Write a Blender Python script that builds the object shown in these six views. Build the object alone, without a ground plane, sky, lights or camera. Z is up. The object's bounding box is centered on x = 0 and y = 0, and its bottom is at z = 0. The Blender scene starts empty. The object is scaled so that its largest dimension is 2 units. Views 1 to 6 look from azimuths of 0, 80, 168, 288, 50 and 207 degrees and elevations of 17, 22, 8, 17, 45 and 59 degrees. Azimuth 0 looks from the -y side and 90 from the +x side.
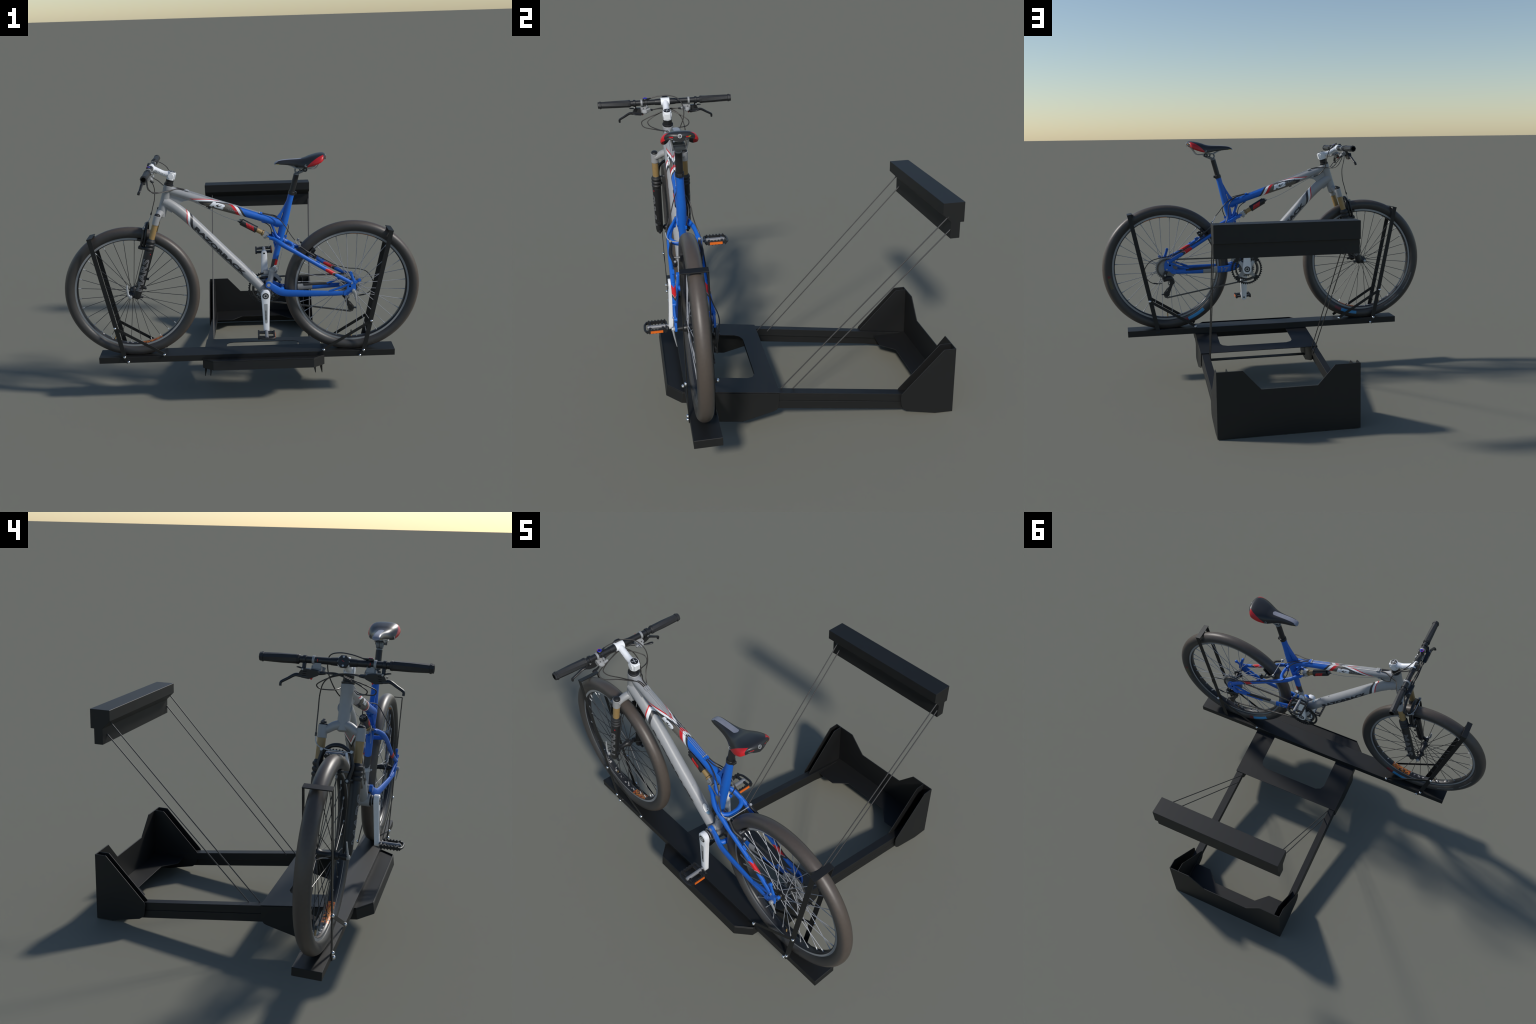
# A full-suspension mountain bike parked on a black steel lift rack.
import bpy, bmesh, math, random
from mathutils import Vector, Matrix

random.seed(7)
PI = math.pi
YB = -0.433                      # the bicycle's mid plane
V = Vector


# ------------------------------------------------------------------ materials
def lin(r, g, b):
    f = lambda c: c / 12.92 if c <= 0.04045 else ((c + 0.055) / 1.055) ** 2.4
    return (f(r / 255), f(g / 255), f(b / 255), 1.0)


class N:
    """A socket with arithmetic, so that masks read as formulas."""

    def __init__(self, t, s):
        self.t, self.s = t, s

    def op(self, o, kind, swap=False):
        n = self.t.nodes.new("ShaderNodeMath")
        n.operation = kind
        a, b = (o, self) if swap else (self, o)
        for i, x in enumerate((a, b)):
            if x is None:
                continue
            if isinstance(x, N):
                self.t.links.new(x.s, n.inputs[i])
            else:
                n.inputs[i].default_value = x
        return N(self.t, n.outputs[0])

    def __add__(self, o): return self.op(o, "ADD")
    def __sub__(self, o): return self.op(o, "SUBTRACT")
    def __rsub__(self, o): return self.op(o, "SUBTRACT", True)
    def __mul__(self, o): return self.op(o, "MULTIPLY")
    def __truediv__(self, o): return self.op(o, "DIVIDE")
    def __gt__(self, o): return self.op(o, "GREATER_THAN")
    def __lt__(self, o): return self.op(o, "LESS_THAN")
    def __and__(self, o): return self.op(o, "MULTIPLY")
    def __or__(self, o): return self.op(o, "MAXIMUM")
    def abs(self): return self.op(None, "ABSOLUTE")
    def sqrt(self): return self.op(None, "SQRT")
    def atan2(self, o): return self.op(o, "ARCTAN2")
    def mod(self, o): return self.op(o, "FLOORED_MODULO")
    def between(self, a, b): return (self > a) & (self < b)


class Mat:
    def __init__(self, name, color, rough=0.45, metal=0.0, spec=0.5, coat=0.0, grain=0.12, grain_scale=60.0, bump=0.0, bump_scale=400.0):
        self.m = bpy.data.materials.new(name)
        self.m.use_nodes = True
        t = self.t = self.m.node_tree
        self.b = t.nodes["Principled BSDF"]
        self.b.inputs["Roughness"].default_value = rough
        self.b.inputs["Metallic"].default_value = metal
        self.b.inputs["Specular IOR Level"].default_value = spec
        self.b.inputs["Coat Weight"].default_value = coat
        self.b.inputs["Coat Roughness"].default_value = 0.12
        self.tc = t.nodes.new("ShaderNodeTexCoord")
        sx = t.nodes.new("ShaderNodeSeparateXYZ")
        t.links.new(self.tc.outputs["Object"], sx.inputs[0])
        self.x, self.y, self.z = (N(t, sx.outputs[i]) for i in range(3))
        noise = t.nodes.new("ShaderNodeTexNoise")
        noise.inputs["Scale"].default_value = grain_scale
        noise.inputs["Detail"].default_value = 4
        t.links.new(self.tc.outputs["Object"], noise.inputs["Vector"])
        self.noise = N(t, noise.outputs["Fac"])
        self.col = self.rgb(color)
        self.grain = grain
        if bump:
            bn = t.nodes.new("ShaderNodeBump")
            bn.inputs["Strength"].default_value = bump
            bn.inputs["Distance"].default_value = 0.001
            fine = t.nodes.new("ShaderNodeTexNoise")
            fine.inputs["Scale"].default_value = bump_scale
            t.links.new(self.tc.outputs["Object"], fine.inputs["Vector"])
            t.links.new(fine.outputs["Fac"], bn.inputs["Height"])
            t.links.new(bn.outputs[0], self.b.inputs["Normal"])

    def rgb(self, c):
        n = self.t.nodes.new("ShaderNodeRGB")
        n.outputs[0].default_value = c
        return N(self.t, n.outputs[0])

    def paint(self, mask, color):
        n = self.t.nodes.new("ShaderNodeMix")
        n.data_type = "RGBA"
        self.t.links.new(mask.s, n.inputs[0])
        self.t.links.new(self.col.s, n.inputs[6])
        n.inputs[7].default_value = color
        self.col = N(self.t, n.outputs[2])
        return self

    def done(self):
        n = self.t.nodes.new("ShaderNodeMix")
        n.data_type = "RGBA"
        n.blend_type = "MULTIPLY"
        n.inputs[0].default_value = 1.0
        ramp = (self.noise - 0.5) * (2 * self.grain) + 1.0
        self.t.links.new(self.col.s, n.inputs[6])
        self.t.links.new(ramp.s, n.inputs[7])
        self.t.links.new(n.outputs[2], self.b.inputs["Base Color"])
        return self.m


BLUE, SILVER, RED = (0.009, 0.125, 0.55, 1), (0.325, 0.33, 0.338, 1), (0.62, 0.012, 0.018, 1)
WHITE, CHAR, BROWN = (0.85, 0.86, 0.88, 1), (0.035, 0.036, 0.04, 1), (0.13, 0.115, 0.095, 1)
BLACK, ORANGE = (0.014, 0.0145, 0.016, 1), (0.75, 0.15, 0.015, 1)

m_steel = Mat("black_powder_coat", (0.0058, 0.0060, 0.0061, 1), 0.55, grain=0.15, grain_scale=25, bump=0.08, bump_scale=700).done()
m_wire = Mat("dark_wire", (0.05, 0.048, 0.046, 1), 0.4).done()
m_bolt = Mat("zinc_bolt", (0.75, 0.76, 0.78, 1), 0.18, 1.0, grain=0.06).done()
m_blue = Mat("blue_paint", BLUE, 0.45, grain=0.06).done()
m_silver = Mat("silver_grey_paint", SILVER, 0.43, grain=0.05).done()
m_white = Mat("white_lacquer", WHITE, 0.35, coat=0.2, grain=0.04).done()
m_black = Mat("black_anodised", BLACK, 0.42, grain=0.15).done()
m_rubber = Mat("black_rubber", (0.02, 0.0205, 0.022, 1), 0.55, grain=0.2, bump=0.15).done()
m_cable = Mat("cable_housing", (0.035, 0.031, 0.028, 1), 0.45, grain=0.1).done()
m_gold = Mat("gold_stanchion", (0.33, 0.215, 0.085, 1), 0.4, grain=0.1).done()
m_metal = Mat("grey_metal", (0.42, 0.43, 0.44, 1), 0.4, 0.35, grain=0.1).done()
m_pedal = Mat("pedal_alloy", (0.24, 0.245, 0.26, 1), 0.45, 0.3, grain=0.1).done()
m_posthead = Mat("post_head_alloy", (0.20, 0.21, 0.215, 1), 0.45, 0.2, grain=0.1).done()
m_shifter = Mat("shifter_grey", (0.30, 0.305, 0.31, 1), 0.5, 0.1, grain=0.1).done()
m_cassette = Mat("sprocket_steel", (0.36, 0.36, 0.355, 1), 0.5, 0.2, grain=0.1).done()
m_darkmetal = Mat("dark_grey_metal", (0.13, 0.135, 0.14, 1), 0.42, 0.3, grain=0.2).done()
m_spoke_b = Mat("black_spoke", (0.03, 0.03, 0.032, 1), 0.35).done()
m_spoke_s = Mat("steel_spoke", (0.32, 0.33, 0.355, 1), 0.5, 0.1).done()
m_orange = Mat("orange_reflector", ORANGE, 0.3, grain=0.1).done()
m_red = Mat("red_trim", RED, 0.4).done()
m_char = Mat("charcoal_print", CHAR, 0.45).done()
m_print_grey = Mat("grey_print", (0.3, 0.3, 0.31, 1), 0.5).done()
m_print_dim = Mat("dim_grey_print", (0.17, 0.172, 0.18, 1), 0.5).done()
m_hole = Mat("hollow_black", (0.002, 0.002, 0.002, 1), 0.9, spec=0.05).done()
m_bluebell = Mat("blue_ring", (0.03, 0.03, 0.6, 1), 0.3).done()
m_chain = Mat("oily_chain", (0.11, 0.105, 0.1, 1), 0.4, 0.5, grain=0.3, grain_scale=150).done()


# ------------------------------------------------------------------ geometry
def spline(pts, n):
    """Catmull-Rom through tuples of any length, n steps per span."""
    if n <= 1:
        return [tuple(p) for p in pts]
    P = [pts[0]] + list(pts) + [pts[-1]]
    out = []
    for i in range(1, len(P) - 2):
        for k in range(n):
            t = k / n
            out.append(tuple(0.5 * (2 * b + (c - a) * t + (2 * a - 5 * b + 4 * c - d) * t * t + (3 * b - a - 3 * c + d) * t ** 3)
                             for a, b, c, d in zip(P[i - 1], P[i], P[i + 1], P[i + 2])))
    out.append(tuple(pts[-1]))
    return out


class Part:
    def __init__(self, xf=None):
        self.v, self.f, self.m, self.xf = [], [], [], xf

    def add(self, vs, fs, m=0):
        o = len(self.v)
        self.v += [self.xf @ V(p) if self.xf else V(p) for p in vs]
        self.f += [tuple(i + o for i in f) for f in fs]
        self.m += [m] * len(fs)
        return self

    def loft(self, rings, m=0, cap=True, closed=True, loop=False):
        n = len(rings[0])
        vs = [p for r in rings for p in r]
        fs = []
        R = len(rings)
        for i in range(R if loop else R - 1):
            a, b = i * n, ((i + 1) % R) * n
            for k in range(n if closed else n - 1):
                j = (k + 1) % n
                fs.append((a + k, a + j, b + j, b + k))
        if cap and not loop:
            fs.append(tuple(reversed(range(n))))
            fs.append(tuple((R - 1) * n + k for k in range(n)))
        return self.add(vs, fs, m)

    def tube(self, pts, r, m=0, n=12, smooth=1, side=None, flat=1.0, cap=True):
        """Sweep; r is a number or a list; flat scales the section along `side`."""
        rs = r if isinstance(r, (list, tuple)) else [r] * len(pts)
        P = spline([tuple(p) + (q,) for p, q in zip(pts, rs)], smooth)
        C = [V(p[:3]) for p in P]
        rings, ref = [], None
        for i, c in enumerate(C):
            t = (C[min(i + 1, len(C) - 1)] - C[max(i - 1, 0)]).normalized()
            if side is not None:
                b = V(side) - t * V(side).dot(t)
            else:
                if ref is None:
                    ref = t.orthogonal()
                b = ref - t * ref.dot(t)
            b.normalize()
            ref = b
            u = b.cross(t)
            rings.append([c + (b * math.cos(a) * flat + u * math.sin(a)) * P[i][3] for a in (2 * PI * k / n for k in range(n))])
        return self.loft(rings, m, cap)

    def lathe(self, prof, at, axis, m=0, n=24, cap=True, loop=False):
        """prof: (radius, height) along the axis."""
        w = V(axis).normalized()
        b = w.orthogonal().normalized()
        u = w.cross(b)
        c0 = V(at)
        rings = [[c0 + w * h + (b * math.cos(a) + u * math.sin(a)) * r for a in (2 * PI * k / n for k in range(n))] for r, h in prof]
        return self.loft(rings, m, cap, True, loop)

    def ball(self, c, r, m=0, n=12):
        k = max(5, n // 2)
        return self.lathe([(r * math.sin(PI * i / k) + 1e-5, -r * math.cos(PI * i / k)) for i in range(k + 1)], c, (0, 0, 1), m, n)

    def cyl(self, a, b, r, m=0, n=16, r2=None):
        a, b = V(a), V(b)
        return self.lathe([(r, 0), (r if r2 is None else r2, (b - a).length)], a, b - a, m, n)

    def box(self, lo, hi, m=0):
        (a, b, c), (d, e, f) = lo, hi
        vs = [(x, y, z) for x in (a, d) for y in (b, e) for z in (c, f)]
        return self.add(vs, [(0, 1, 3, 2), (4, 6, 7, 5), (0, 4, 5, 1), (2, 3, 7, 6), (0, 2, 6, 4), (1, 5, 7, 3)], m)

    def obox(self, c, ux, uy, sx, sy, sz, m=0):
        """Oriented box: half sizes along ux, uy and their cross product."""
        ux, uy = V(ux).normalized(), V(uy)
        uy = (uy - ux * uy.dot(ux)).normalized()
        uz = ux.cross(uy)
        c = V(c)
        vs = [c + ux * sx * i + uy * sy * j + uz * sz * k for i in (-1, 1) for j in (-1, 1) for k in (-1, 1)]
        return self.add(vs, [(0, 1, 3, 2), (4, 6, 7, 5), (0, 4, 5, 1), (2, 3, 7, 6), (0, 2, 6, 4), (1, 5, 7, 3)], m)

    def prism(self, poly, axis, a, b, m=0):
        """Extrude a polygon. axis 'x': poly is (y,z); 'y': (x,z); 'z': (x,y)."""
        put = {"x": lambda p, h: (h, p[0], p[1]), "y": lambda p, h: (p[0], h, p[1]), "z": lambda p, h: (p[0], p[1], h)}[axis]
        n = len(poly)
        vs = [put(p, a) for p in poly] + [put(p, b) for p in poly]
        fs = [tuple(range(n)), tuple(reversed(range(n, 2 * n)))]
        fs += [(i, i + n, (i + 1) % n + n, (i + 1) % n) for i in range(n)]
        return self.add(vs, fs, m)

    def make(self, name, parent, mats, bevel=0.0, angle=38, frame=None, segs=2, flat=False):
        me = bpy.data.meshes.new(name)
        frame = frame or Matrix.Translation(WORLD[parent].translation)
        inv = frame.inverted()
        me.from_pydata([inv @ p for p in self.v], [], self.f)
        for mt in mats:
            me.materials.append(mt)
        me.polygons.foreach_set("material_index", self.m)
        bm = bmesh.new()
        bm.from_mesh(me)
        bmesh.ops.recalc_face_normals(bm, faces=bm.faces)
        if bevel:
            es = [e for e in bm.edges if len(e.link_faces) == 2 and e.calc_face_angle(0) > math.radians(25)]
            bmesh.ops.bevel(bm, geom=es, offset=bevel, segments=segs, profile=0.6, affect="EDGES", clamp_overlap=True)
        bm.to_mesh(me)
        bm.free()
        me.polygons.foreach_set("use_smooth", [not flat] * len(me.polygons))
        if not flat:
            me.set_sharp_from_angle(angle=math.radians(angle))
        o = bpy.data.objects.new(name, me)
        if bevel and not flat:
            wn = o.modifiers.new("weighted_normal", "WEIGHTED_NORMAL")
            wn.keep_sharp = True
        return place(o, parent, frame)


WORLD = {}


def place(o, parent, frame):
    bpy.context.scene.collection.objects.link(o)
    o.parent = parent
    o.matrix_basis = (WORLD[parent].inverted() if parent else Matrix()) @ frame
    WORLD[o] = frame
    return o


def empty(name, parent, loc):
    o = bpy.data.objects.new(name, None)
    o.empty_display_size = 0.05
    return place(o, parent, Matrix.Translation(loc))


def copy_of(o, parent, frame):
    c = o.copy()
    return place(c, parent, frame)


def both(fn):
    for s in (-1, 1):
        fn(s)


# ================================================================== the rack
rack = empty("bike_rack", None, (0.11, 0.1, 0))
rack["label"] = "black steel fold-out bicycle lift rack with suspended beam"
rack["category"] = "bike rack"

TILT = math.radians(8.4)
# sloping frame: local (x, t, n) -> world; t runs back and down, n is up
SLOPE = Matrix.Translation((0, -0.064, 0.2075)) @ Matrix.Rotation(-TILT, 4, "X")

# wheel trough bar, a folded channel with closed ends
p = Part()
p.box((-0.8315, -0.4872, 0.2520), (0.8628, -0.3712, 0.2885))
p.make("wheel_bar", rack, [m_steel], bevel=0.0012, flat=True, segs=1)

# deck: U-shaped sheet on the slope
XL, XR = -0.2385, 0.4572
deck = [(XL, -0.40), (XL, 0.0), (XR, 0.0), (XR, -0.40), (0.328, -0.40), (0.328, -0.128), (0.316, -0.103), (0.286, -0.089),
        (-0.066, -0.089), (-0.096, -0.103), (-0.108, -0.128), (-0.108, -0.40)]
p = Part(SLOPE)
p.prism(deck, "z", -0.0035, 0.0)
p.make("deck_plate", rack, [m_steel], bevel=0.0006, flat=True, segs=1)

# front tray with cropped corners
tray = [(XL, -0.372), (XL, -0.4375), (-0.176, -0.5015), (0.394, -0.5015), (XR, -0.4375), (XR, -0.372)]
inner = [(XL + 0.0035, -0.372), (XL + 0.0035, -0.4360), (-0.1747, -0.4980), (0.3927, -0.4980), (XR - 0.0035, -0.4360), (XR - 0.0035, -0.372)]
p = Part(SLOPE)
p.prism(tray, "z", -0.0557, -0.0075)
p.prism(tray + inner[::-1], "z", -0.0074, -0.0004)
p.make("front_tray", rack, [m_steel], bevel=0.0010, flat=True, segs=1)

# gusset plates beside the rails
gus = [(-0.365, -0.006), (-0.002, -0.006), (0.003, -0.066), (0.001, -0.080), (-0.006, -0.091), (-0.020, -0.0985), (-0.154, -0.152), (-0.280, -0.152), (-0.292, -0.143), (-0.296, -0.060), (-0.365, -0.048)]
first = None
for x in (XL + 0.0035, -0.2035, 0.4185, XR - 0.0002):
    p = Part(SLOPE)
    p.prism(gus, "x", x - 0.0033, x)
    p.make("gusset_plate", rack, [m_steel], bevel=0.0005, flat=True, segs=1)

# double rails
for a, b, a2, b2 in ((-0.2345, -0.1985, -0.2345, -0.2105), (0.4085, 0.4520, 0.4270, 0.4520)):
    p = Part(SLOPE)
    p.box((a, -0.285, -0.0422), (b, 0.80, -0.0042))
    p.box((a2, -0.285, -0.0832), (b2, 0.80, -0.0446))
    p.box((a2 + 0.004, -0.280, -0.0450), (b2 - 0.004, 0.795, -0.0418))
    p.make("rail", rack, [m_steel], bevel=0.0008, flat=True, segs=1)

# thin cross strap bent up at both ends, hung below the deck
p = Part()
p.box((-0.1700, -0.139, 0.1500), (0.3980, -0.095, 0.1535))
p.box((-0.1700, -0.139, 0.1536), (-0.1665, -0.095, 0.2080))
p.box((0.3945, -0.139, 0.1536), (0.3980, -0.095, 0.2080))
p.make("cross_strap", rack, [m_steel], bevel=0.0004, flat=True, segs=1)

# wall bracket: twin side plates each end, back plate with notch, floor tray
side = [(0.7565, 0.3335), (0.7032, 0.3335), (0.5085, 0.1265), (0.5025, 0.1120), (0.5060, 0.066), (0.515, 0.048), (0.533, 0.035), (0.676, 0.0018), (0.7565, 0.0)]
for x, w in ((-0.2490, 0.0035), (-0.2150, 0.003), (0.4110, 0.003), (0.4645, 0.0035)):
    p = Part()
    p.prism(side, "x", x, x + w)
    p.make("bracket_side_plate", rack, [m_steel], bevel=0.0005, flat=True, segs=1)
back = [(-0.2492, 0.0), (0.4682, 0.0), (0.4682, 0.3337), (0.3389, 0.3337), (0.2495, 0.2352), (-0.0305, 0.2352), (-0.1200, 0.3337), (-0.2492, 0.3337)]
p = Part()
p.prism(back, "y", 0.7558, 0.7600)
p.make("bracket_back_plate", rack, [m_steel], bevel=0.0006, flat=True, segs=1)
flo = [(-0.211, 0.7556), (-0.211, 0.5795), (-0.0890, 0.5795), (-0.0245, 0.645), (0.2448, 0.645), (0.3176, 0.5795), (0.411, 0.5795), (0.411, 0.7556)]
p = Part()
p.prism(flo, "z", 0.0805, 0.0842)
p.make("bracket_floor", rack, [m_steel], bevel=0.0006, flat=True, segs=1)

# suspended top beam: T-shaped section
sec = [(0.6606, 1.0387), (0.7579, 1.0387), (0.7579, 0.9487), (0.7407, 0.9487), (0.7407, 0.8763), (0.6983, 0.8763), (0.6983, 0.9510), (0.6606, 0.9885)]
p = Part()
p.prism(sec, "x", -0.2487, 0.4646)
p.make("top_beam", rack, [m_steel], bevel=0.0010, flat=True, segs=1)

# four stay wires
for a, b in (((0.4618, 0.6790, 0.9692), (0.4068, -0.062, 0.1885)), ((0.4579, 0.6985, 0.9147), (0.4092, -0.0035, 0.1850)),
             ((-0.2012, 0.6790, 0.9704), (-0.1974, -0.060, 0.1890)), ((-0.2037, 0.6985, 0.9160), (-0.1959, -0.0045, 0.1828))):
    p = Part()
    d = (V(b) - V(a)).normalized()
    p.cyl(V(a) - d * 0.012, V(b), 0.0028, n=10)
    p.make("stay_wire", rack, [m_wire])


# wheel holders: two flat arms joined over the tyre, braces and bolts
def strap(p, path, half, y0, y1):
    """Flat bar in the x-z plane along path, between two y values (may lean)."""
    P = [V((a, 0, b)) for a, b in path]
    rings = []
    for i, c in enumerate(P):
        t = (P[min(i + 1, len(P) - 1)] - P[max(i - 1, 0)]).normalized()
        s = V((t.z, 0, -t.x)) * half
        k = i / (len(P) - 1)
        ya, yb = y0[0] + (y0[1] - y0[0]) * k, y1[0] + (y1[1] - y1[0]) * k
        rings.append([c - s + V((0, ya, 0)), c + s + V((0, ya, 0)), c + s + V((0, yb, 0)), c - s + V((0, yb, 0))])
    p.loft(rings)


def holder(sx):
    h = empty("wheel_holder", rack, (sx * 0.70, YB, 0.2885))
    armp = [(sx * 0.6630, 0.2560), (sx * 0.6840, 0.2900), (sx * 0.8290, 0.9920)]
    for near in (True, False):
        if not near and sx > 0:
            armp = [(sx * 0.6800, 0.2680)] + armp[1:]
        p = Part()
        if near:
            strap(p, armp, 0.0125, (-0.4908, -0.4918), (-0.4876, -0.4886))
        else:
            strap(p, armp, 0.0125, (-0.3706, -0.3880), (-0.3674, -0.3848))
        p.make("holder_arm", h, [m_steel], bevel=0.0004, flat=True, segs=1)
        p = Part()
        bp = [(sx * 0.728, 0.4695), (sx * 0.4490, 0.2970)]
        if near:
            strap(p, bp, 0.0085, (-0.4938, -0.4905), (-0.4920, -0.4878))
        else:
            strap(p, bp, 0.0085, (-0.3690, -0.3708), (-0.3672, -0.3682))
        p.make("holder_brace", h, [m_steel], bevel=0.0003, flat=True, segs=1)
        yy = -0.4935 if near else -0.3665
        spots = [(0.7250, 0.4675), (0.4550, 0.2990)]
        if near or sx < 0:
            spots += [(0.6618, 0.2605), (0.6828, 0.2908)]
        for bx, bz in spots:
            p = Part()
            s = -1 if near else 1
            p.lathe([(0.0080, -0.003 * s), (0.0082, 0.0005 * s), (0.0075, 0.0035 * s), (0.0052, 0.0060 * s), (0.0015, 0.0072 * s)], (sx * bx, yy, bz), (0, 1, 0), n=14)
            p.make("holder_bolt", h, [m_bolt])
    p = Part()
    t = V((sx * 0.145, 0, 0.70)).normalized()
    q = V((t.z, 0, -t.x)) * 0.0155
    c = V((sx * 0.8270, 0, 0.9915))
    u = t * 0.0022
    ring = lambda y: [c - q - u + V((0, y, 0)), c + q - u + V((0, y, 0)), c + q + u + V((0, y, 0)), c - q + u + V((0, y, 0))]
    p.loft([ring(-0.4920), ring(-0.3846)])
    p.make("holder_bridge", h, [m_steel], bevel=0.0005, flat=True, segs=1)


holder(-1)
holder(1)

# ================================================================== the bicycle
bike = empty("bicycle", None, (0, YB, 0.281))
bike["label"] = "blue and silver full-suspension mountain bike with red trim"
bike["category"] = "bicycle"


def W(x, w, z):
    return V((x, YB + w, z))


# ------------------------------------------------------------------ wheels
def tyre_material(rear):
    m = Mat("tyre_rubber", (0.042, 0.040, 0.039, 1), 0.42, grain=0.12, grain_scale=90, bump=0.25, bump_scale=500)
    r = (m.x * m.x + m.z * m.z).sqrt()
    ang = m.z.atan2(m.x)
    m.paint((r - 0.358) / 0.014 * ((m.noise * 0.5) + 0.75) | (r < 0), (0.082, 0.066, 0.055, 1))
    on_side = (m.y > 0.0) & r.between(0.334, 0.352)
    lo, hi, rlo, rhi = ((-1.955, -1.690, -1.88, -1.955) if rear else (-1.455, -1.150, -1.150, -1.03))
    if rear:
        m.paint(on_side & ang.between(-2.27, -1.945), (0.03, 0.24, 0.5, 1))
        m.paint(on_side & ang.between(-1.940, -1.86), (0.13, 0.012, 0.02, 1))
        m.paint(on_side & ang.between(-0.34, -0.10) & ((ang * 160.0).mod(2.0) > 0.9), (0.12, 0.10, 0.03, 1))
        m.paint(on_side & ang.between(-0.14, -0.10), (0.13, 0.012, 0.02, 1))
    else:
        m.paint(on_side & ang.between(-1.46, -1.155), (0.03, 0.24, 0.5, 1))
        m.paint(on_side & ang.between(-1.150, -1.02), (0.13, 0.012, 0.02, 1))
        m.paint((m.y > 0.0) & r.between(0.340, 0.345) & ((ang.between(-2.37, -2.03) | ang.between(-2.86, -2.5)) & ((ang * 190.0).mod(2.0) > 0.8)), (0.22, 0.22, 0.22, 1))
    return m.done()


def rim_material(rear):
    m = Mat("rim_alloy", (0.30, 0.315, 0.33, 1), 0.38, 0.2, grain=0.08)
    r = (m.x * m.x + m.z * m.z).sqrt()
    ang = m.z.atan2(m.x)
    m.paint(r < 0.3118, (0.022, 0.023, 0.026, 1))
    inner = r < 0.3100
    if rear:
        m.paint(inner & ang.between(1.15, 1.62), (0.55, 0.19, 0.03, 1))
    else:
        m.paint(inner & ang.between(-1.45, -1.05) & (m.noise > 0.43), (0.55, 0.18, 0.03, 1)).paint(inner & ang.between(-1.45, -1.05) & (m.noise > 0.56), (0.30, 0.04, 0.02, 1))
        m.paint(inner & ang.between(-2.45, -1.5) & ((ang * 42.0).mod(4.0) > 2.4) & (m.noise > 0.53) & (m.y.abs() < 0.006), (0.40, 0.38, 0.37, 1))
    return m.done()


def wheel(cx, rear):
    C = V((cx, YB, 0.662))
    w = empty("wheel", bike, C)
    ax = (0, 1, 0)
    # tyre
    p = Part()
    prof = []
    for i in range(29):
        a = math.radians(-142 + 284 * i / 28)
        prof.append((0.3492 + 0.0316 * math.cos(a), 0.0322 * math.sin(a)))
    prof += [(0.3205, 0.0135), (0.3205, -0.0135)]
    p.lathe(prof, C, ax, n=144, loop=True, cap=False)
    p.make("tyre", w, [tyre_material(rear)], angle=60)
    # rim
    p = Part()
    p.lathe([(0.3248, 0.0150), (0.3240, 0.0166), (0.3115, 0.0170), (0.3095, 0.0160), (0.3062, 0.0110), (0.3055, 0.0040), (0.3055, -0.0040), (0.3062, -0.0110), (0.3095, -0.0160),
             (0.3115, -0.0170), (0.3240, -0.0166), (0.3248, -0.0150), (0.3215, -0.0120), (0.3215, 0.0120)], C, ax, n=144, loop=True, cap=False)
    p.make("rim", w, [rim_material(rear)], angle=28)
    # hub
    fl = 0.033
    fr = 0.0275 if rear else 0.022
    p = Part()
    p.lathe([(0.0085, -0.070), (0.0085, -0.052), (0.014, -0.050), (0.016, -fl - 0.004), (fr, -fl - 0.003), (fr, -fl + 0.002), (0.017, -fl + 0.006), (0.0125, -0.012), (0.0125, 0.012),
             (0.017, fl - 0.006), (fr, fl - 0.002), (fr, fl + 0.003), (0.016, fl + 0.004), (0.014, 0.050), (0.0085, 0.052), (0.0085, 0.070)], C, ax, n=28)
    p.make("hub", w, [m_black])
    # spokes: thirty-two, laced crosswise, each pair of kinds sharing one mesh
    steel = m_spoke_s if rear else m_spoke_b
    proto = {}
    for i in range(32):
        kind = i % 4
        flange = -1 if kind in (0, 2) else 1
        lead = 1 if kind < 2 else -1
        F = Matrix.Translation(C) @ Matrix.Rotation(-2 * PI * (i + 0.5) / 32, 4, "Y")
        if kind not in proto:
            p = Part(F)
            twist = lead * (1.25 if rear else 0.12)
            h = V((fr * 0.88 * math.cos(twist), flange * (fl - 0.0005), fr * 0.88 * math.sin(twist)))
            e = V((0.3050, flange * 0.003, 0))
            d = (e - h).normalized()
            p.cyl(h - d * 0.002, e - d * 0.012, 0.0016, 0, 8)
            p.cyl(e - d * 0.015, e + d * 0.002, 0.0027, 1, 8, 0.0031)
            proto[kind] = p.make("spoke", w, [steel, m_metal], frame=F)
        else:
            copy_of(proto[kind], w, F)
    # valve
    a = -1.575 if rear else -1.98
    d = V((math.cos(a), 0, math.sin(a)))
    p = Part()
    p.cyl(C + d * 0.307, C + d * 0.283, 0.0034, 0, 10)
    p.cyl(C + d * 0.283, C + d * 0.268, 0.0042, 1, 10, 0.003)
    p.make("valve", w, [m_gold, m_rubber])
    return C


CF, CR = wheel(-0.619, False), wheel(0.619, True)

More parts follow.
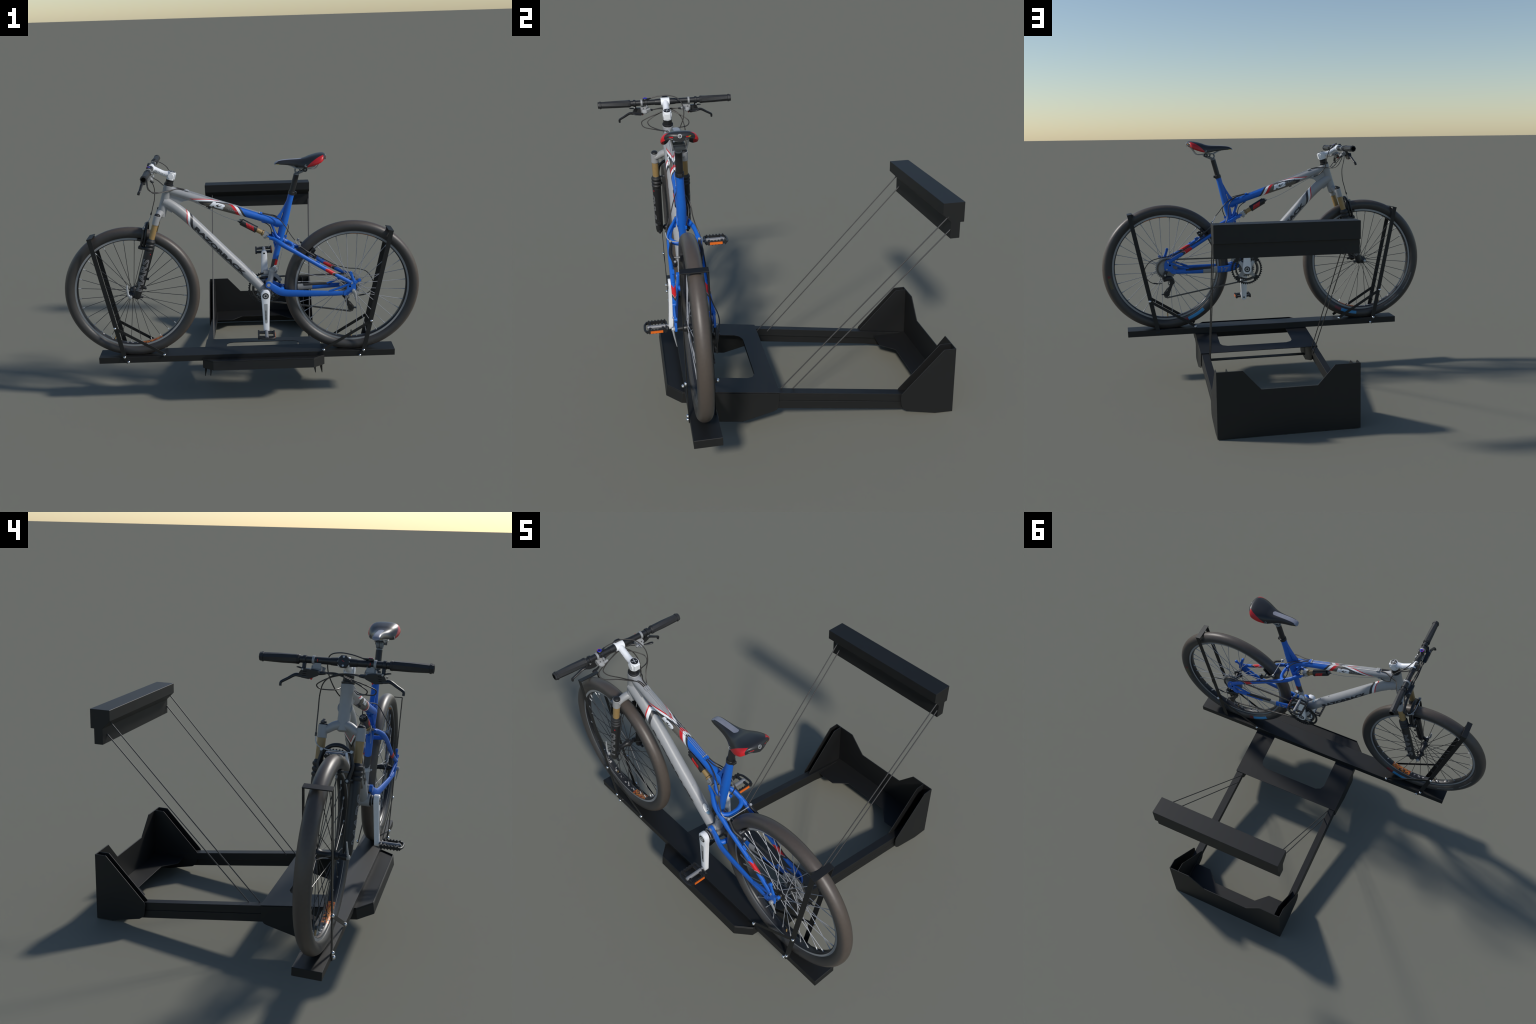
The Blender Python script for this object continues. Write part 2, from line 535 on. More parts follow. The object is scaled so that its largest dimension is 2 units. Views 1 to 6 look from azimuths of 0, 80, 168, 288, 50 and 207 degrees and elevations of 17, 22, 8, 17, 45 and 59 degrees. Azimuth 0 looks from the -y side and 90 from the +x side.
# ------------------------------------------------------------------ frame tubes
class TubeSpec:
    """A smooth tube in the bike's mid plane with a readable centre line."""

    def __init__(self, pts, smooth=8):
        self.P = spline(pts, smooth)              # x, z, r
        self.L = [0.0]
        for a, b in zip(self.P, self.P[1:]):
            self.L.append(self.L[-1] + math.hypot(b[0] - a[0], b[1] - a[1]))

    def at(self, s):
        i = 0
        while i < len(self.L) - 2 and self.L[i + 1] < s:
            i += 1
        k = (s - self.L[i]) / (self.L[i + 1] - self.L[i])
        a, b = self.P[i], self.P[i + 1]
        x, z, r = (u + (v - u) * k for u, v in zip(a, b))
        t = V((b[0] - a[0], 0, b[1] - a[1])).normalized()
        return V((x, YB, z)), t, V((-t.z, 0, t.x)), r

    def s_of(self, x, z):
        return min(zip(self.L, self.P), key=lambda q: (q[1][0] - x) ** 2 + (q[1][1] - z) ** 2)[0]

    def frame(self):
        """Origin at the start, local z along the chord, local x up."""
        a, b = self.P[0], self.P[-1]
        t = V((b[0] - a[0], 0, b[1] - a[1])).normalized()
        up = V((-t.z, 0, t.x))
        y = t.cross(up)
        M = Matrix((up, y, t)).transposed().to_4x4()
        M.translation = V((a[0], YB, a[1]))
        return M

    def build(self, p, m=0, n=28, flat=1.0):
        p.tube([(q[0], YB, q[1]) for q in self.P], [q[2] for q in self.P], m, n, 1, (0, 1, 0), flat)


TT = TubeSpec([(-0.392, 1.2470, 0.0225), (-0.31, 1.2195, 0.0228), (-0.24, 1.1945, 0.0238), (-0.13, 1.1545, 0.0240), (0.0, 1.1125, 0.0226), (0.10, 1.0795, 0.0206), (0.17, 1.0555, 0.0214), (0.245, 1.0310, 0.0215)])
DT = TubeSpec([(-0.412, 1.1850, 0.029), (-0.345, 1.1400, 0.0300), (-0.2568, 1.0560, 0.0285), (-0.094, 0.8815, 0.0300), (0.0243, 0.7600, 0.0287), (0.095, 0.6830, 0.0268), (0.128, 0.6460, 0.026)])


def top_tube_material():
    m = Mat("top_tube_paint", SILVER, 0.43, grain=0.05)
    s = m.z
    phi = m.y.abs().atan2(m.x)                       # 0 on top, pi underneath
    st = TT.s_of
    # first swoosh: tip on the flank, trailing back over the top; plain below
    s1 = st(-0.270, 1.2055)
    above = phi < 1.95
    u = s + phi * 0.078 - (s1 + 1.95 * 0.078)
    m.paint((u > 0.0) & above, RED).paint((u > 0.018) & above, WHITE).paint((u > 0.050) & above, CHAR).paint((u > 0.082) & above, BROWN)
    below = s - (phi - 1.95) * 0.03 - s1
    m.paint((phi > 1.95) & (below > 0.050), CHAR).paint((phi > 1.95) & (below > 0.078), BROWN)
    v = s - phi * 0.023 - st(-0.060, 1.130)
    m.paint(v > -0.002, RED).paint(v > 0.020, WHITE).paint(v > 0.040, CHAR).paint(v > 0.055, BLUE)
    return m.done()


def down_tube_material():
    m = Mat("down_tube_paint", SILVER, 0.43, grain=0.05)
    s = m.z
    phi = m.y.abs().atan2(m.x)
    s0 = DT.s_of(-0.312, 1.112)
    u = s - phi * 0.036 - s0
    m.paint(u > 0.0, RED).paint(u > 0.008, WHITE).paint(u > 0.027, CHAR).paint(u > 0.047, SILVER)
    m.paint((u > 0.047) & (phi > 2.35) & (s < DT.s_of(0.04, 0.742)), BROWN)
    se = DT.s_of(0.055, 0.726)
    d = ((s - se) / 0.032) * ((s - se) / 0.032) + (phi / 0.42) * (phi / 0.42)
    m.paint(d < 1.0, (0.20, 0.21, 0.23, 1)).paint((d < 0.75) & (m.noise > 0.42), (0.8, 0.79, 0.76, 1)).paint((d < 0.75) & (s > se + 0.012), (0.16, 0.30, 0.42, 1))
    return m.done()


p = Part()
TT.build(p)
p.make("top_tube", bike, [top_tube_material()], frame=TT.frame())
p = Part()
DT.build(p, n=32)
for s in (DT.s_of(-0.028, 0.812), DT.s_of(0.022, 0.762)):
    c, t, up, r = DT.at(s)
    p.cyl(c + up * (r - 0.002), c + up * (r + 0.003), 0.0045, 1, 12, 0.0035)
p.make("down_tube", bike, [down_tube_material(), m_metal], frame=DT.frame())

# head tube with gusset web
HT, HB = W(-0.3800, 0, 1.2690), W(-0.4262, 0, 1.1190)
hd = (HT - HB).normalized()
p = Part()
L = (HT - HB).length
p.lathe([(0.0225, 0), (0.0245, 0.002), (0.0245, 0.02), (0.0238, 0.06), (0.0248, L - 0.03), (0.0262, L - 0.02), (0.0262, L - 0.002), (0.024, L)], HB, hd, n=32)
web = [(-0.400, 1.246), (-0.325, 1.206), (-0.262, 1.186), (-0.300, 1.181), (-0.322, 1.172), (-0.332, 1.160), (-0.352, 1.142), (-0.372, 1.118), (-0.398, 1.136), (-0.425, 1.128)]
p.prism(web, "y", YB - 0.011, YB + 0.011)
p.make("head_tube", bike, [m_silver], bevel=0)

# seat tube: blue above, red / charcoal / white collar, silver foot
ST = TubeSpec([(0.1500, 0.672, 0.0158), (0.1565, 0.698, 0.0158), (0.1795, 0.79, 0.0156), (0.1895, 0.83, 0.0162), (0.2145, 0.93, 0.0172), (0.2330, 1.005, 0.0205), (0.2440, 1.045, 0.0210), (0.2570, 1.09, 0.0190), (0.2720, 1.15, 0.0172), (0.2870, 1.206, 0.0166)])


def seat_tube_material():
    m = Mat("seat_tube_paint", SILVER, 0.43, grain=0.05)
    s = m.z
    m.paint(s > ST.s_of(0.180, 0.792), WHITE).paint(s > ST.s_of(0.183, 0.803), RED)
    m.paint(((s + m.x * 1.2) > ST.s_of(0.184, 0.795)) & (m.x > 0.0), CHAR)
    m.paint((s + m.x.abs() * 0.6) > ST.s_of(0.190, 0.842), BLUE)
    return m.done()


p = Part()
ST.build(p)
p.make("seat_tube", bike, [seat_tube_material()], frame=ST.frame())

# struts between seat tube, top tube and shock mount
p = Part()
p.prism([(0.196, 1.066), (0.2200, 1.0955), (0.2390, 1.1260), (0.2630, 1.172), (0.276, 1.165), (0.256, 1.118), (0.247, 1.106), (0.236, 1.098), (0.226, 1.066)], "y", YB - 0.009, YB + 0.009)
both(lambda s: p.tube([W(0.176, s * 0.010, 1.036), W(0.186, s * 0.014, 1.005), W(0.199, s * 0.018, 0.972), W(0.216, s * 0.014, 0.955)], [0.008, 0.006, 0.0075, 0.009], 0, 10, 5))
both(lambda s: p.tube([W(0.178, s * 0.016, 0.985), W(0.188, s * 0.017, 0.965), W(0.210, s * 0.013, 0.935)], [0.004, 0.006, 0.006], 0, 8, 4))
p.prism([(0.176, 1.040), (0.205, 1.040), (0.216, 1.02), (0.205, 1.015), (0.190, 1.022)], "y", YB - 0.008, YB + 0.008)
p.tube([W(0.186, 0, 0.935), W(0.194, 0, 0.895), W(0.197, 0, 0.868)], [0.006, 0.005, 0.003], 0, 8, 3)
p.make("frame_gusset", bike, [m_blue], bevel=0.0012)

# bottom bracket shell and seat-tube foot
BB = W(0.1303, 0, 0.6410)
p = Part()
p.cyl(BB - V((0, 0.0345, 0)), BB + V((0, 0.0345, 0)), 0.0300, 0, 32)
p.lathe([(0.0235, -0.046), (0.0255, -0.044), (0.0255, -0.034)], BB, (0, 1, 0), 1, 28)
p.lathe([(0.0255, 0.034), (0.0255, 0.040), (0.0235, 0.042)], BB, (0, 1, 0), 1, 28)
p.cyl(W(0.150, -0.0255, 0.692), W(0.150, 0.0255, 0.692), 0.0165, 0, 24)
p.prism([(0.125, 0.668), (0.168, 0.705), (0.172, 0.690), (0.160, 0.660), (0.145, 0.64)], "y", YB - 0.016, YB + 0.016)
p.make("bottom_bracket_shell", bike, [m_silver, m_black], bevel=0.0008)

# ------------------------------------------------------------------ swing arm
def stays(s):
    # upper stay
    p = Part()
    path = [(0.160, 0.028, 0.9625), (0.185, 0.035, 0.957), (0.232, 0.058, 0.9290), (0.310, 0.0665, 0.8830), (0.388, 0.0685, 0.8340), (0.501, 0.0700, 0.7645), (0.590, 0.0765, 0.7145), (0.6085, 0.0785, 0.7055)]
    p.tube([W(x, s * w, z) for x, w, z in path], [0.0085, 0.0105, 0.0135, 0.0118, 0.0112, 0.0112, 0.0108, 0.0115], 0, 18, 6, (0, 1, 0), 0.85)
    p.tube([W(0.150, s * 0.024, 0.972), W(0.168, s * 0.028, 0.964), W(0.200, s * 0.034, 0.948)], [0.0045, 0.006, 0.008], 0, 10, 4)
    p.obox(W(0.420, s * 0.064, 0.819), (0.85, 0, -0.52), (0.52, 0, 0.85), 0.011, 0.013, 0.005)
    p.obox(W(0.458, s * 0.069, 0.7925), (0.85, 0, -0.52), (0.52, 0, 0.85), 0.006, 0.0125, 0.003)
    m = Mat("seat_stay_paint", BLUE, 0.45, grain=0.06)
    # a swept red flash with a thin pale border
    d = (m.x - 0.0) * 0.855 - (m.z) * 0.519
    e = m.y.abs() * 0.0
    side_off = ((m.y - s * 0.069).abs()) * 2.6
    u = d - 0.0 + side_off
    s_mid = 0.482 * 0.855 - (0.7765 - 0.281) * 0.519
    m.paint(u.between(s_mid + 0.004, s_mid + 0.070), CHAR).paint(u.between(s_mid + 0.004, s_mid + 0.057), (0.33, 0.34, 0.35, 1)).paint(u.between(s_mid + 0.004, s_mid + 0.053), RED)
    p.make("seat_stay", bike, [m.done()], bevel=0)
    # chain stay
    p = Part()
    path = [(0.150, 0.0315, 0.692, 0.0175), (0.172, 0.0335, 0.678, 0.0190), (0.200, 0.0390, 0.6590, 0.0215), (0.238, 0.0470, 0.6465, 0.0205), (0.33, 0.057, 0.6435, 0.0190), (0.45, 0.067, 0.6435, 0.0165), (0.555, 0.0745, 0.6440, 0.0130), (0.590, 0.0775, 0.655, 0.0135)]
    p.tube([W(a, s * b, c) for a, b, c, r in path], [q[3] for q in path], 0, 18, 6, (0, 1, 0), 0.48)
    p.cyl(W(0.150, s * 0.025, 0.692), W(0.150, s * 0.0395, 0.692), 0.0175, 0, 24)
    p.cyl(W(0.150, s * 0.039, 0.692), W(0.150, s * 0.0408, 0.692), 0.0100, 1, 20)
    p.tube([W(0.485, s * 0.069, 0.6555), W(0.54, s * 0.073, 0.6745), W(0.600, s * 0.0785, 0.7000)], [0.006, 0.0065, 0.0075], 0, 12, 4)
    drop = [(0.566, 0.632), (0.566, 0.656), (0.582, 0.668), (0.586, 0.694), (0.598, 0.716), (0.612, 0.720), (0.624, 0.712), (0.632, 0.698), (0.6345, 0.676), (0.631, 0.655), (0.620, 0.650), (0.604, 0.650), (0.588, 0.634)]
    p.prism(drop, "y", YB + s * 0.0735, YB + s * 0.0825)
    p.cyl(W(0.6075, s * 0.082, 0.7065), W(0.6075, s * 0.0855, 0.7065), 0.0085, 1, 18)
    p.cyl(W(0.6000, s * 0.082, 0.6860), W(0.6000, s * 0.0832, 0.6860), 0.0062, 2, 16)
    if s < 0:
        p.tube([W(0.622, s * 0.078, 0.712), W(0.612, s * 0.078, 0.740), W(0.6050, s * 0.078, 0.762)], [0.010, 0.0078, 0.0085], 0, 12, 4, (0, 1, 0), 0.6)
        p.tube([W(0.626, s * 0.078, 0.702), W(0.640, s * 0.078, 0.712), W(0.6530, s * 0.078, 0.7195)], [0.010, 0.008, 0.0085], 0, 12, 4, (0, 1, 0), 0.6)
        p.cyl(W(0.605, s * 0.072, 0.762), W(0.605, s * 0.084, 0.762), 0.0085, 0, 14)
        p.cyl(W(0.653, s * 0.072, 0.7195), W(0.653, s * 0.084, 0.7195), 0.0085, 0, 14)
    p.make("chain_stay", bike, [m_blue, m_metal, m_hole], bevel=0.0008)


both(stays)
p = Part()
p.tube([W(0.258, -0.063, 0.914), W(0.276, -0.050, 0.906), W(0.287, -0.026, 0.900), W(0.290, 0, 0.8985), W(0.287, 0.026, 0.900), W(0.276, 0.050, 0.906), W(0.258, 0.063, 0.914)], [0.012, 0.0105, 0.010, 0.010, 0.010, 0.0105, 0.012], 0, 14, 6)
p.tube([W(0.206, -0.040, 0.660), W(0.222, -0.030, 0.661), W(0.228, 0, 0.661), W(0.222, 0.030, 0.661), W(0.206, 0.040, 0.660)], 0.0125, 0, 14, 6)
p.make("stay_bridge", bike, [m_blue])
# protector strip and pale label on the drive-side stay
p = Part()
p.tube([W(0.350, 0.0585, 0.6545), W(0.45, 0.0675, 0.6530), W(0.505, 0.0712, 0.6505)], [0.0118, 0.0108, 0.0092], 0, 16, 4, (0, 1, 0), 0.72)
p.tube([W(0.312, 0.0556, 0.6438), W(0.335, 0.0576, 0.6436), W(0.400, 0.0632, 0.6436)], [0.0196, 0.0191, 0.0181], 1, 18, 4, (0, 1, 0), 0.49)
p.make("chain_stay_guard", bike, [m_rubber, m_shifter])

# ------------------------------------------------------------------ lettering
def text_mesh(body, size, bold=0.0, outline=0.0, shear=0.0, spacing=1.0):
    cu = bpy.data.curves.new("lettering", "FONT")
    cu.body, cu.size, cu.offset, cu.shear, cu.space_character = body, size, bold, shear, spacing
    cu.resolution_u = 3
    if outline:
        cu.fill_mode = "NONE"
        cu.bevel_depth = outline
        cu.bevel_resolution = 0
    o = bpy.data.objects.new("lettering", cu)
    bpy.context.scene.collection.objects.link(o)
    bpy.context.view_layer.update()
    me = bpy.data.meshes.new_from_object(o.evaluated_get(bpy.context.evaluated_depsgraph_get()))
    bpy.data.objects.remove(o)
    bpy.data.curves.remove(cu)
    bm = bmesh.new()
    bm.from_mesh(me)
    bpy.data.meshes.remove(me)
    if not outline:
        bmesh.ops.triangulate(bm, faces=bm.faces)
        for _ in range(4):
            es = [e for e in bm.edges if e.calc_length() > size * 0.16]
            if not es:
                break
            bmesh.ops.subdivide_edges(bm, edges=es, cuts=1)
            bmesh.ops.triangulate(bm, faces=bm.faces)
    else:
        for _ in range(3):
            es = [e for e in bm.edges if e.calc_length() > size * 0.09]
            if es:
                bmesh.ops.subdivide_edges(bm, edges=es, cuts=1, use_grid_fill=True)
    bm.verts.index_update()
    vs = [v.co.copy() for v in bm.verts]
    fs = [[v.index for v in f.verts] for f in bm.faces]
    bm.free()
    lo, hi = min(v.x for v in vs), max(v.x for v in vs)
    ym = max(v.y for v in vs)
    return [V(((v.x - lo) / (hi - lo), v.y / ym, v.z)) for v in vs], fs


def wrap(name, mesh, spec, s0, s1, height, phi0, s, mat, lift=0.0007):
    """Lay unit text on a tube from s0 to s1; phi0 is the baseline's angle from the top."""
    vs, fs = mesh
    p = Part()
    out = []
    for v in vs:
        c, t, up, r = spec.at(s0 + (s1 - s0) * v.x)
        phi = phi0 - v.y * height / r
        n = up * math.cos(phi) + V((0, s, 0)) * math.sin(phi)
        out.append(c + n * (r + lift + v.z))
    p.add(out, fs)
    return p.make(name, bike, [mat])


rz = text_mesh("RAZORBACK", 0.03, 0.0017)
sa, sb = DT.s_of(-0.248, 1.047), DT.s_of(0.024, 0.760)
wrap("lettering", rz, DT, sa, sb, 0.0225, 2.18, -1, m_char)
wrap("lettering", rz, DT, sb - 0.004, sa + 0.004, 0.0225, 2.18, 1, m_char)
k2 = text_mesh("K2", 0.03, 0.0024, shear=0.3)
k2b = text_mesh("K2", 0.03, 0.0036, shear=0.3)
for s, a, b in ((-1, TT.s_of(-0.165, 1.168), TT.s_of(-0.085, 1.140)), (1, TT.s_of(-0.045, 1.127), TT.s_of(-0.123, 1.152))):
    g = 0.002 if b > a else -0.002
    wrap("lettering", k2b, TT, a - g, b + g, 0.0305, 2.02, s, m_char, 0.0005)
    wrap("lettering", k2, TT, a, b, 0.0270, 1.95, s, m_white, 0.0011)
team = text_mesh("TEAM", 0.02, 0.0)
wrap("lettering", team, TT, TT.s_of(-0.072, 1.136), TT.s_of(-0.020, 1.118), 0.0095, 1.85, -1, m_print_grey)
wrap("lettering", team, TT, TT.s_of(-0.135, 1.156), TT.s_of(-0.190, 1.177), 0.0095, 1.55, 1, m_print_grey)

# outlined number on the drive-side chain stay
vs, fs = text_mesh("17", 0.03, 0.0, 0.0007)
p = Part()
p.add([W(0.290 - v.x * 0.048, 0.0492 + (0.052 - v.x * 0.048) * 0.087 + 0.0100 + v.z, 0.6325 + v.y * 0.026) for v in vs], fs)
p.make("lettering", bike, [m_print_grey])

# ------------------------------------------------------------------ fork
FX = lambda z: -0.4428 - (1.1200 - z) * 0.3065           # leg axis in side view
fd = V((-0.3065, 0, -1)).normalized()
FW = 0.0742


def fork_leg(s):
    top = W(FX(1.1180), s * FW, 1.1180)
    p = Part()
    ln = lambda z: (1.1180 - z) / -fd.z
    p.lathe([(0.0165, 0), (0.0185, 0.001), (0.0185, ln(1.0705)), (0.0165, ln(1.0690))], top, fd, 0, 24)
    p.make("fork_socket", bike, [m_silver])
    p = Part()
    p.lathe([(0.0162, ln(1.075)), (0.0162, ln(0.985))], top, fd, 0, 24)
    p.make("fork_stanchion", bike, [m_gold])
    p = Part()
    prof = [(0.0170, ln(0.9910)), (0.0195, ln(0.988))]
    for k in range(3):
        z0 = 0.984 - k * 0.0195
        prof += [(0.0200, ln(z0)), (0.0245, ln(z0 - 0.005)), (0.0248, ln(z0 - 0.012)), (0.0205, ln(z0 - 0.0185))]
    prof += [(0.0225, ln(0.921))]
    p.lathe(prof, top, fd, 0, 24)
    p.make("fork_boot", bike, [m_rubber])
    p = Part()
    p.lathe([(0.0215, ln(0.926)), (0.0225, ln(0.920)), (0.0218, ln(0.86)), (0.0208, ln(0.75)), (0.0195, ln(0.672)), (0.0165, ln(0.655)), (0.010, ln(0.648))], top, fd, 0, 24)
    # dropout to the axle, and the brake stud
    p.tube([W(FX(0.69), s * FW, 0.69), W(-0.600, s * 0.0735, 0.667), W(-0.619, s * 0.0720, 0.662)], [0.014, 0.013, 0.0125], 0, 14, 4, (0, 1, 0), 0.6)
    p.cyl(W(-0.619, s * 0.062, 0.662), W(-0.619, s * 0.080, 0.662), 0.0125, 0, 18)
    p.tube([W(FX(0.930) - 0.012, s * 0.064, 0.932), W(-0.545, s * 0.052, 0.936)], [0.010, 0.008], 0, 12, 2)
    p.cyl(W(FX(0.72) + 0.018, s * FW, 0.715), W(FX(0.72) + 0.033, s * FW, 0.712), 0.007, 0, 12)
    p.tube([W(FX(0.66) + 0.008, s * FW, 0.664), W(FX(0.66) + 0.034, s * FW, 0.655)], [0.008, 0.006], 0, 10, 2)
    p.make("fork_lower", bike, [m_black])
    # caps
    p = Part()
    if s < 0:
        p.lathe([(0.0160, 0.001), (0.0165, -0.003), (0.0140, -0.008), (0.009, -0.0105), (0.001, -0.0112)], top, fd, 0, 22)
    else:
        p.lathe([(0.0160, 0.001), (0.0160, -0.004), (0.0120, -0.006), (0.0115, -0.013), (0.0085, -0.016), (0.001, -0.0165)], top, fd, 0, 22)
        p.obox(top - fd * 0.014 + V((-0.006, 0, 0)), (1, 0, 0.35), (0, 1, 0), 0.014, 0.005, 0.0035)
    p.make("fork_cap", bike, [m_black], bevel=0.0006)


both(fork_leg)
p = Part()
cr = [(-0.4445, -FW, 1.0960), (-0.4445, -0.056, 1.1030), (-0.4360, -0.030, 1.1170), (-0.4290, 0.0, 1.1210), (-0.4360, 0.030, 1.1170), (-0.4445, 0.056, 1.1030), (-0.4445, FW, 1.0960)]
p.tube([W(*c) for c in cr], [0.0165, 0.0160, 0.0175, 0.0190, 0.0175, 0.0160, 0.0165], 0, 18, 6, (1, 0, 0), 1.05)
p.lathe([(0.0245, 0.0), (0.0250, 0.006), (0.0240, 0.022), (0.0150, 0.028)], HB + hd * 0.002, -hd, 0, 28)
p.make("fork_crown", bike, [m_silver])

# outlined name on both fork legs
fork_spec = TubeSpec([(FX(0.93), 0.93, 0.0223), (FX(0.86), 0.86, 0.0218), (FX(0.75), 0.75, 0.0208), (FX(0.66), 0.66, 0.0193)], 4)


def leg_text(s, z0, z1):
    vs, fs = text_mesh("MARS", 0.04, 0.0, 0.0012)
    p = Part()
    out = []
    sa, sb = fork_spec.s_of(FX(z0), z0), fork_spec.s_of(FX(z1), z1)
    for v in vs:
        c, t, up, r = fork_spec.at(sa + (sb - sa) * v.x)
        phi = PI / 2 - (v.y - 0.5) * 0.036 / r * (1 if s < 0 else -1) * (1 if z1 > z0 else -1)
        n = V((up.x, 0, up.z)) * math.cos(phi) * -1 + V((0, s, 0)) * math.sin(phi)
        out.append(c + V((0, s * FW, 0)) + n * (r + 0.0008 + v.z * 0.4))
    p.add(out, fs)
    p.make("lettering", bike, [m_print_dim])


leg_text(-1, 0.700, 0.890)
leg_text(1, 0.885, 0.700)
p = Part()
p.obox(W(FX(0.908) + 0.012, -FW - 0.0165, 0.908), (0.3, 0, 1), (1, 0, 0), 0.003, 0.005, 0.0015)
p.make("fork_badge", bike, [m_red])

# front quick release
p = Part()
p.cyl(W(-0.619, -0.092, 0.662), W(-0.619, 0.090, 0.662), 0.0042, 0, 10)
p.lathe([(0.0085, 0), (0.0100, 0.004), (0.0090, 0.012), (0.004, 0.014)], W(-0.619, -0.079, 0.662), (0, -1, 0), 0, 16)
p.lathe([(0.0085, 0), (0.0095, 0.004), (0.0075, 0.010), (0.004, 0.012)], W(-0.619, 0.079, 0.662), (0, 1, 0), 0, 16)
p.tube([W(-0.619, -0.088, 0.662), W(-0.630, -0.087, 0.672), W(-0.6345, -0.083, 0.700), W(-0.6350, -0.0795, 0.730)], [0.0062, 0.0065, 0.0062, 0.0045], 0, 12, 5, (0, 1, 0), 0.55)
p.make("quick_release", bike, [m_metal])
# rear quick release
p = Part()
p.cyl(W(0.619, -0.094, 0.662), W(0.619, 0.090, 0.662), 0.0045, 0, 10)
p.lathe([(0.0095, 0), (0.0105, 0.004), (0.0095, 0.012), (0.004, 0.014)], W(0.619, -0.0825, 0.662), (0, -1, 0), 0, 16)
p.tube([W(0.619, -0.090, 0.664), W(0.626, -0.089, 0.650), W(0.632, -0.085, 0.622), W(0.637, -0.080, 0.592)], [0.0085, 0.0085, 0.0065, 0.0028], 0, 12, 5, (0, 1, 0), 0.5)
p.make("quick_release", bike, [m_metal])

# ------------------------------------------------------------------ cockpit
bar = empty("cockpit", bike, W(-0.4705, 0, 1.3670))
BX, BZ = -0.4705, 1.3672
p = Part()
p.cyl(W(BX, -0.322, BZ), W(BX, 0.322, BZ), 0.0133, 0, 24)
p.lathe([(0.0145, -0.050), (0.0158, -0.03), (0.0158, 0.03), (0.0145, 0.050)], W(BX, 0, BZ), (0, 1, 0), 0, 24)
p.make("handlebar", bar, [m_black])


def grip(s):
    p = Part()
    rings = []
    for w, r in [(0.1690, 0.0165), (0.172, 0.0185), (0.20, 0.0182), (0.24, 0.0186), (0.28, 0.0176), (0.310, 0.0166), (0.3115, 0.0190), (0.318, 0.0192), (0.3185, 0.0170), (0.3260, 0.0168), (0.3265, 0.0155)]:
        tw = w * 2.2
        rings.append([W(BX + r * math.cos(a + tw), s * w, BZ + r * math.sin(a + tw)) for a in (2 * PI * k / 8 for k in range(8))])
    p.loft(rings)
    p.cyl(W(BX, s * 0.3262, BZ), W(BX, s * 0.3270, BZ), 0.0118, 1, 16)
    for k in (0.1745, 0.179):
        p.lathe([(0.0188, k - 0.001), (0.0192, k), (0.0188, k + 0.001)], W(BX, 0, BZ), (0, s, 0), 0, 16)
    p.make("grip", bar, [m_rubber, m_hole], angle=25)


both(grip)

# headset spacer, stem, face plate
p = Part()
A0 = HT + hd * 0.0005
p.lathe([(0.0250, 0), (0.0262, 0.003), (0.0258, 0.008), (0.0215, 0.010), (0.0222, 0.012), (0.0205, 0.022), (0.0205, 0.024), (0.0212, 0.025), (0.0212, 0.033)], A0, hd, 0, 30)
p.make("headset_spacer", bike, [m_black])
S0 = HT + hd * 0.0325
p = Part()
p.lathe([(0.0195, 0), (0.0212, 0.002), (0.0216, 0.025), (0.0210, 0.043), (0.0195, 0.0455)], S0, hd, 0, 28)
p.tube([S0 + hd * 0.030, W(-0.400, 0, 1.3345), W(-0.430, 0, 1.3490), W(BX + 0.010, 0, 1.3640)], [0.0175, 0.0150, 0.0142, 0.0160], 0, 18, 5, (0, 1, 0), 1.0)
p.lathe([(0.0185, -0.0215), (0.0200, -0.0195), (0.0200, 0.0195), (0.0185, 0.0215)], W(BX, 0, BZ), (0, 1, 0), 0, 26)
# raised pinch-bolt boss behind the steerer clamp
p.obox(S0 + hd * 0.022 + V((0.016, 0, -0.003)), (0, 1, 0), hd, 0.014, 0.015, 0.008)
for s in (-1, 1):
    p.lathe([(0.0165, 0), (0.0155, 0.002), (0.0125, 0.0028)], S0 + hd * 0.022 + V((0.0, s * 0.0188, 0)), (0, s, 0), 0, 22)
for s in (-1, 1):
    for k in range(7):                       # small grey printed marks on the flanks
        a = W(-0.398 - k * 0.0078, s * 0.0147, 1.3325 + k * 0.0039)
        p.obox(a, (-0.9, 0, 0.45), (0, 1, 0), 0.0028, 0.0006, 0.0042 if k % 2 else 0.0032, 1)
p.make("stem", bar, [m_white, m_print_grey], bevel=0.0006)
p = Part()
p.lathe([(0.0175, 0), (0.0172, 0.0018), (0.0150, 0.0022), (0.001, 0.0016)], S0 + hd * 0.0452, hd, 0, 24)
p.lathe([(0.0045, 0.001), (0.0045, 0.0032), (0.0025, 0.0034)], S0 + hd * 0.0452, hd, 1, 12)
for k in range(4):
    a = k * PI / 2 + 0.6
    b = hd.orthogonal().normalized()
    u = hd.cross(b)
    c = S0 + hd * 0.0470 + (b * math.cos(a) + u * math.sin(a)) * 0.0100
    p.cyl(c, c + hd * 0.0009, 0.0026, 1, 10)
p.make("stem_cap", bar, [m_black, m_metal])
p = Part()
fn = V((-0.94, 0, 0.33)).normalized()
fu = V((0.33, 0, 0.94)).normalized()
cc = W(BX, 0, BZ) + fn * 0.006
oct_ = [(0.0215, -0.0105), (0.0215, 0.0105), (0.0105, 0.0228), (-0.0105, 0.0228), (-0.0215, 0.0105), (-0.0215, -0.0105), (-0.0105, -0.0228), (0.0105, -0.0228)]
rg = lambda h, k: [cc + fn * h + V((0, a * k, 0)) + fu * b * k for a, b in oct_]
p.loft([rg(0, 1), rg(0.012, 1), rg(0.0155, 0.86)])
for z in (-0.0165, 0.0165):
    p.cyl(cc + fn * 0.0145 + fu * z, cc + fn * 0.0165 + fu * z, 0.0046, 1, 14)
p.obox(cc + fn * 0.0156 + fu * 0.0005 + V((0, 0.001, 0)), (0, 1, 0.45), fu, 0.0055, 0.0012, 0.0005, 2)
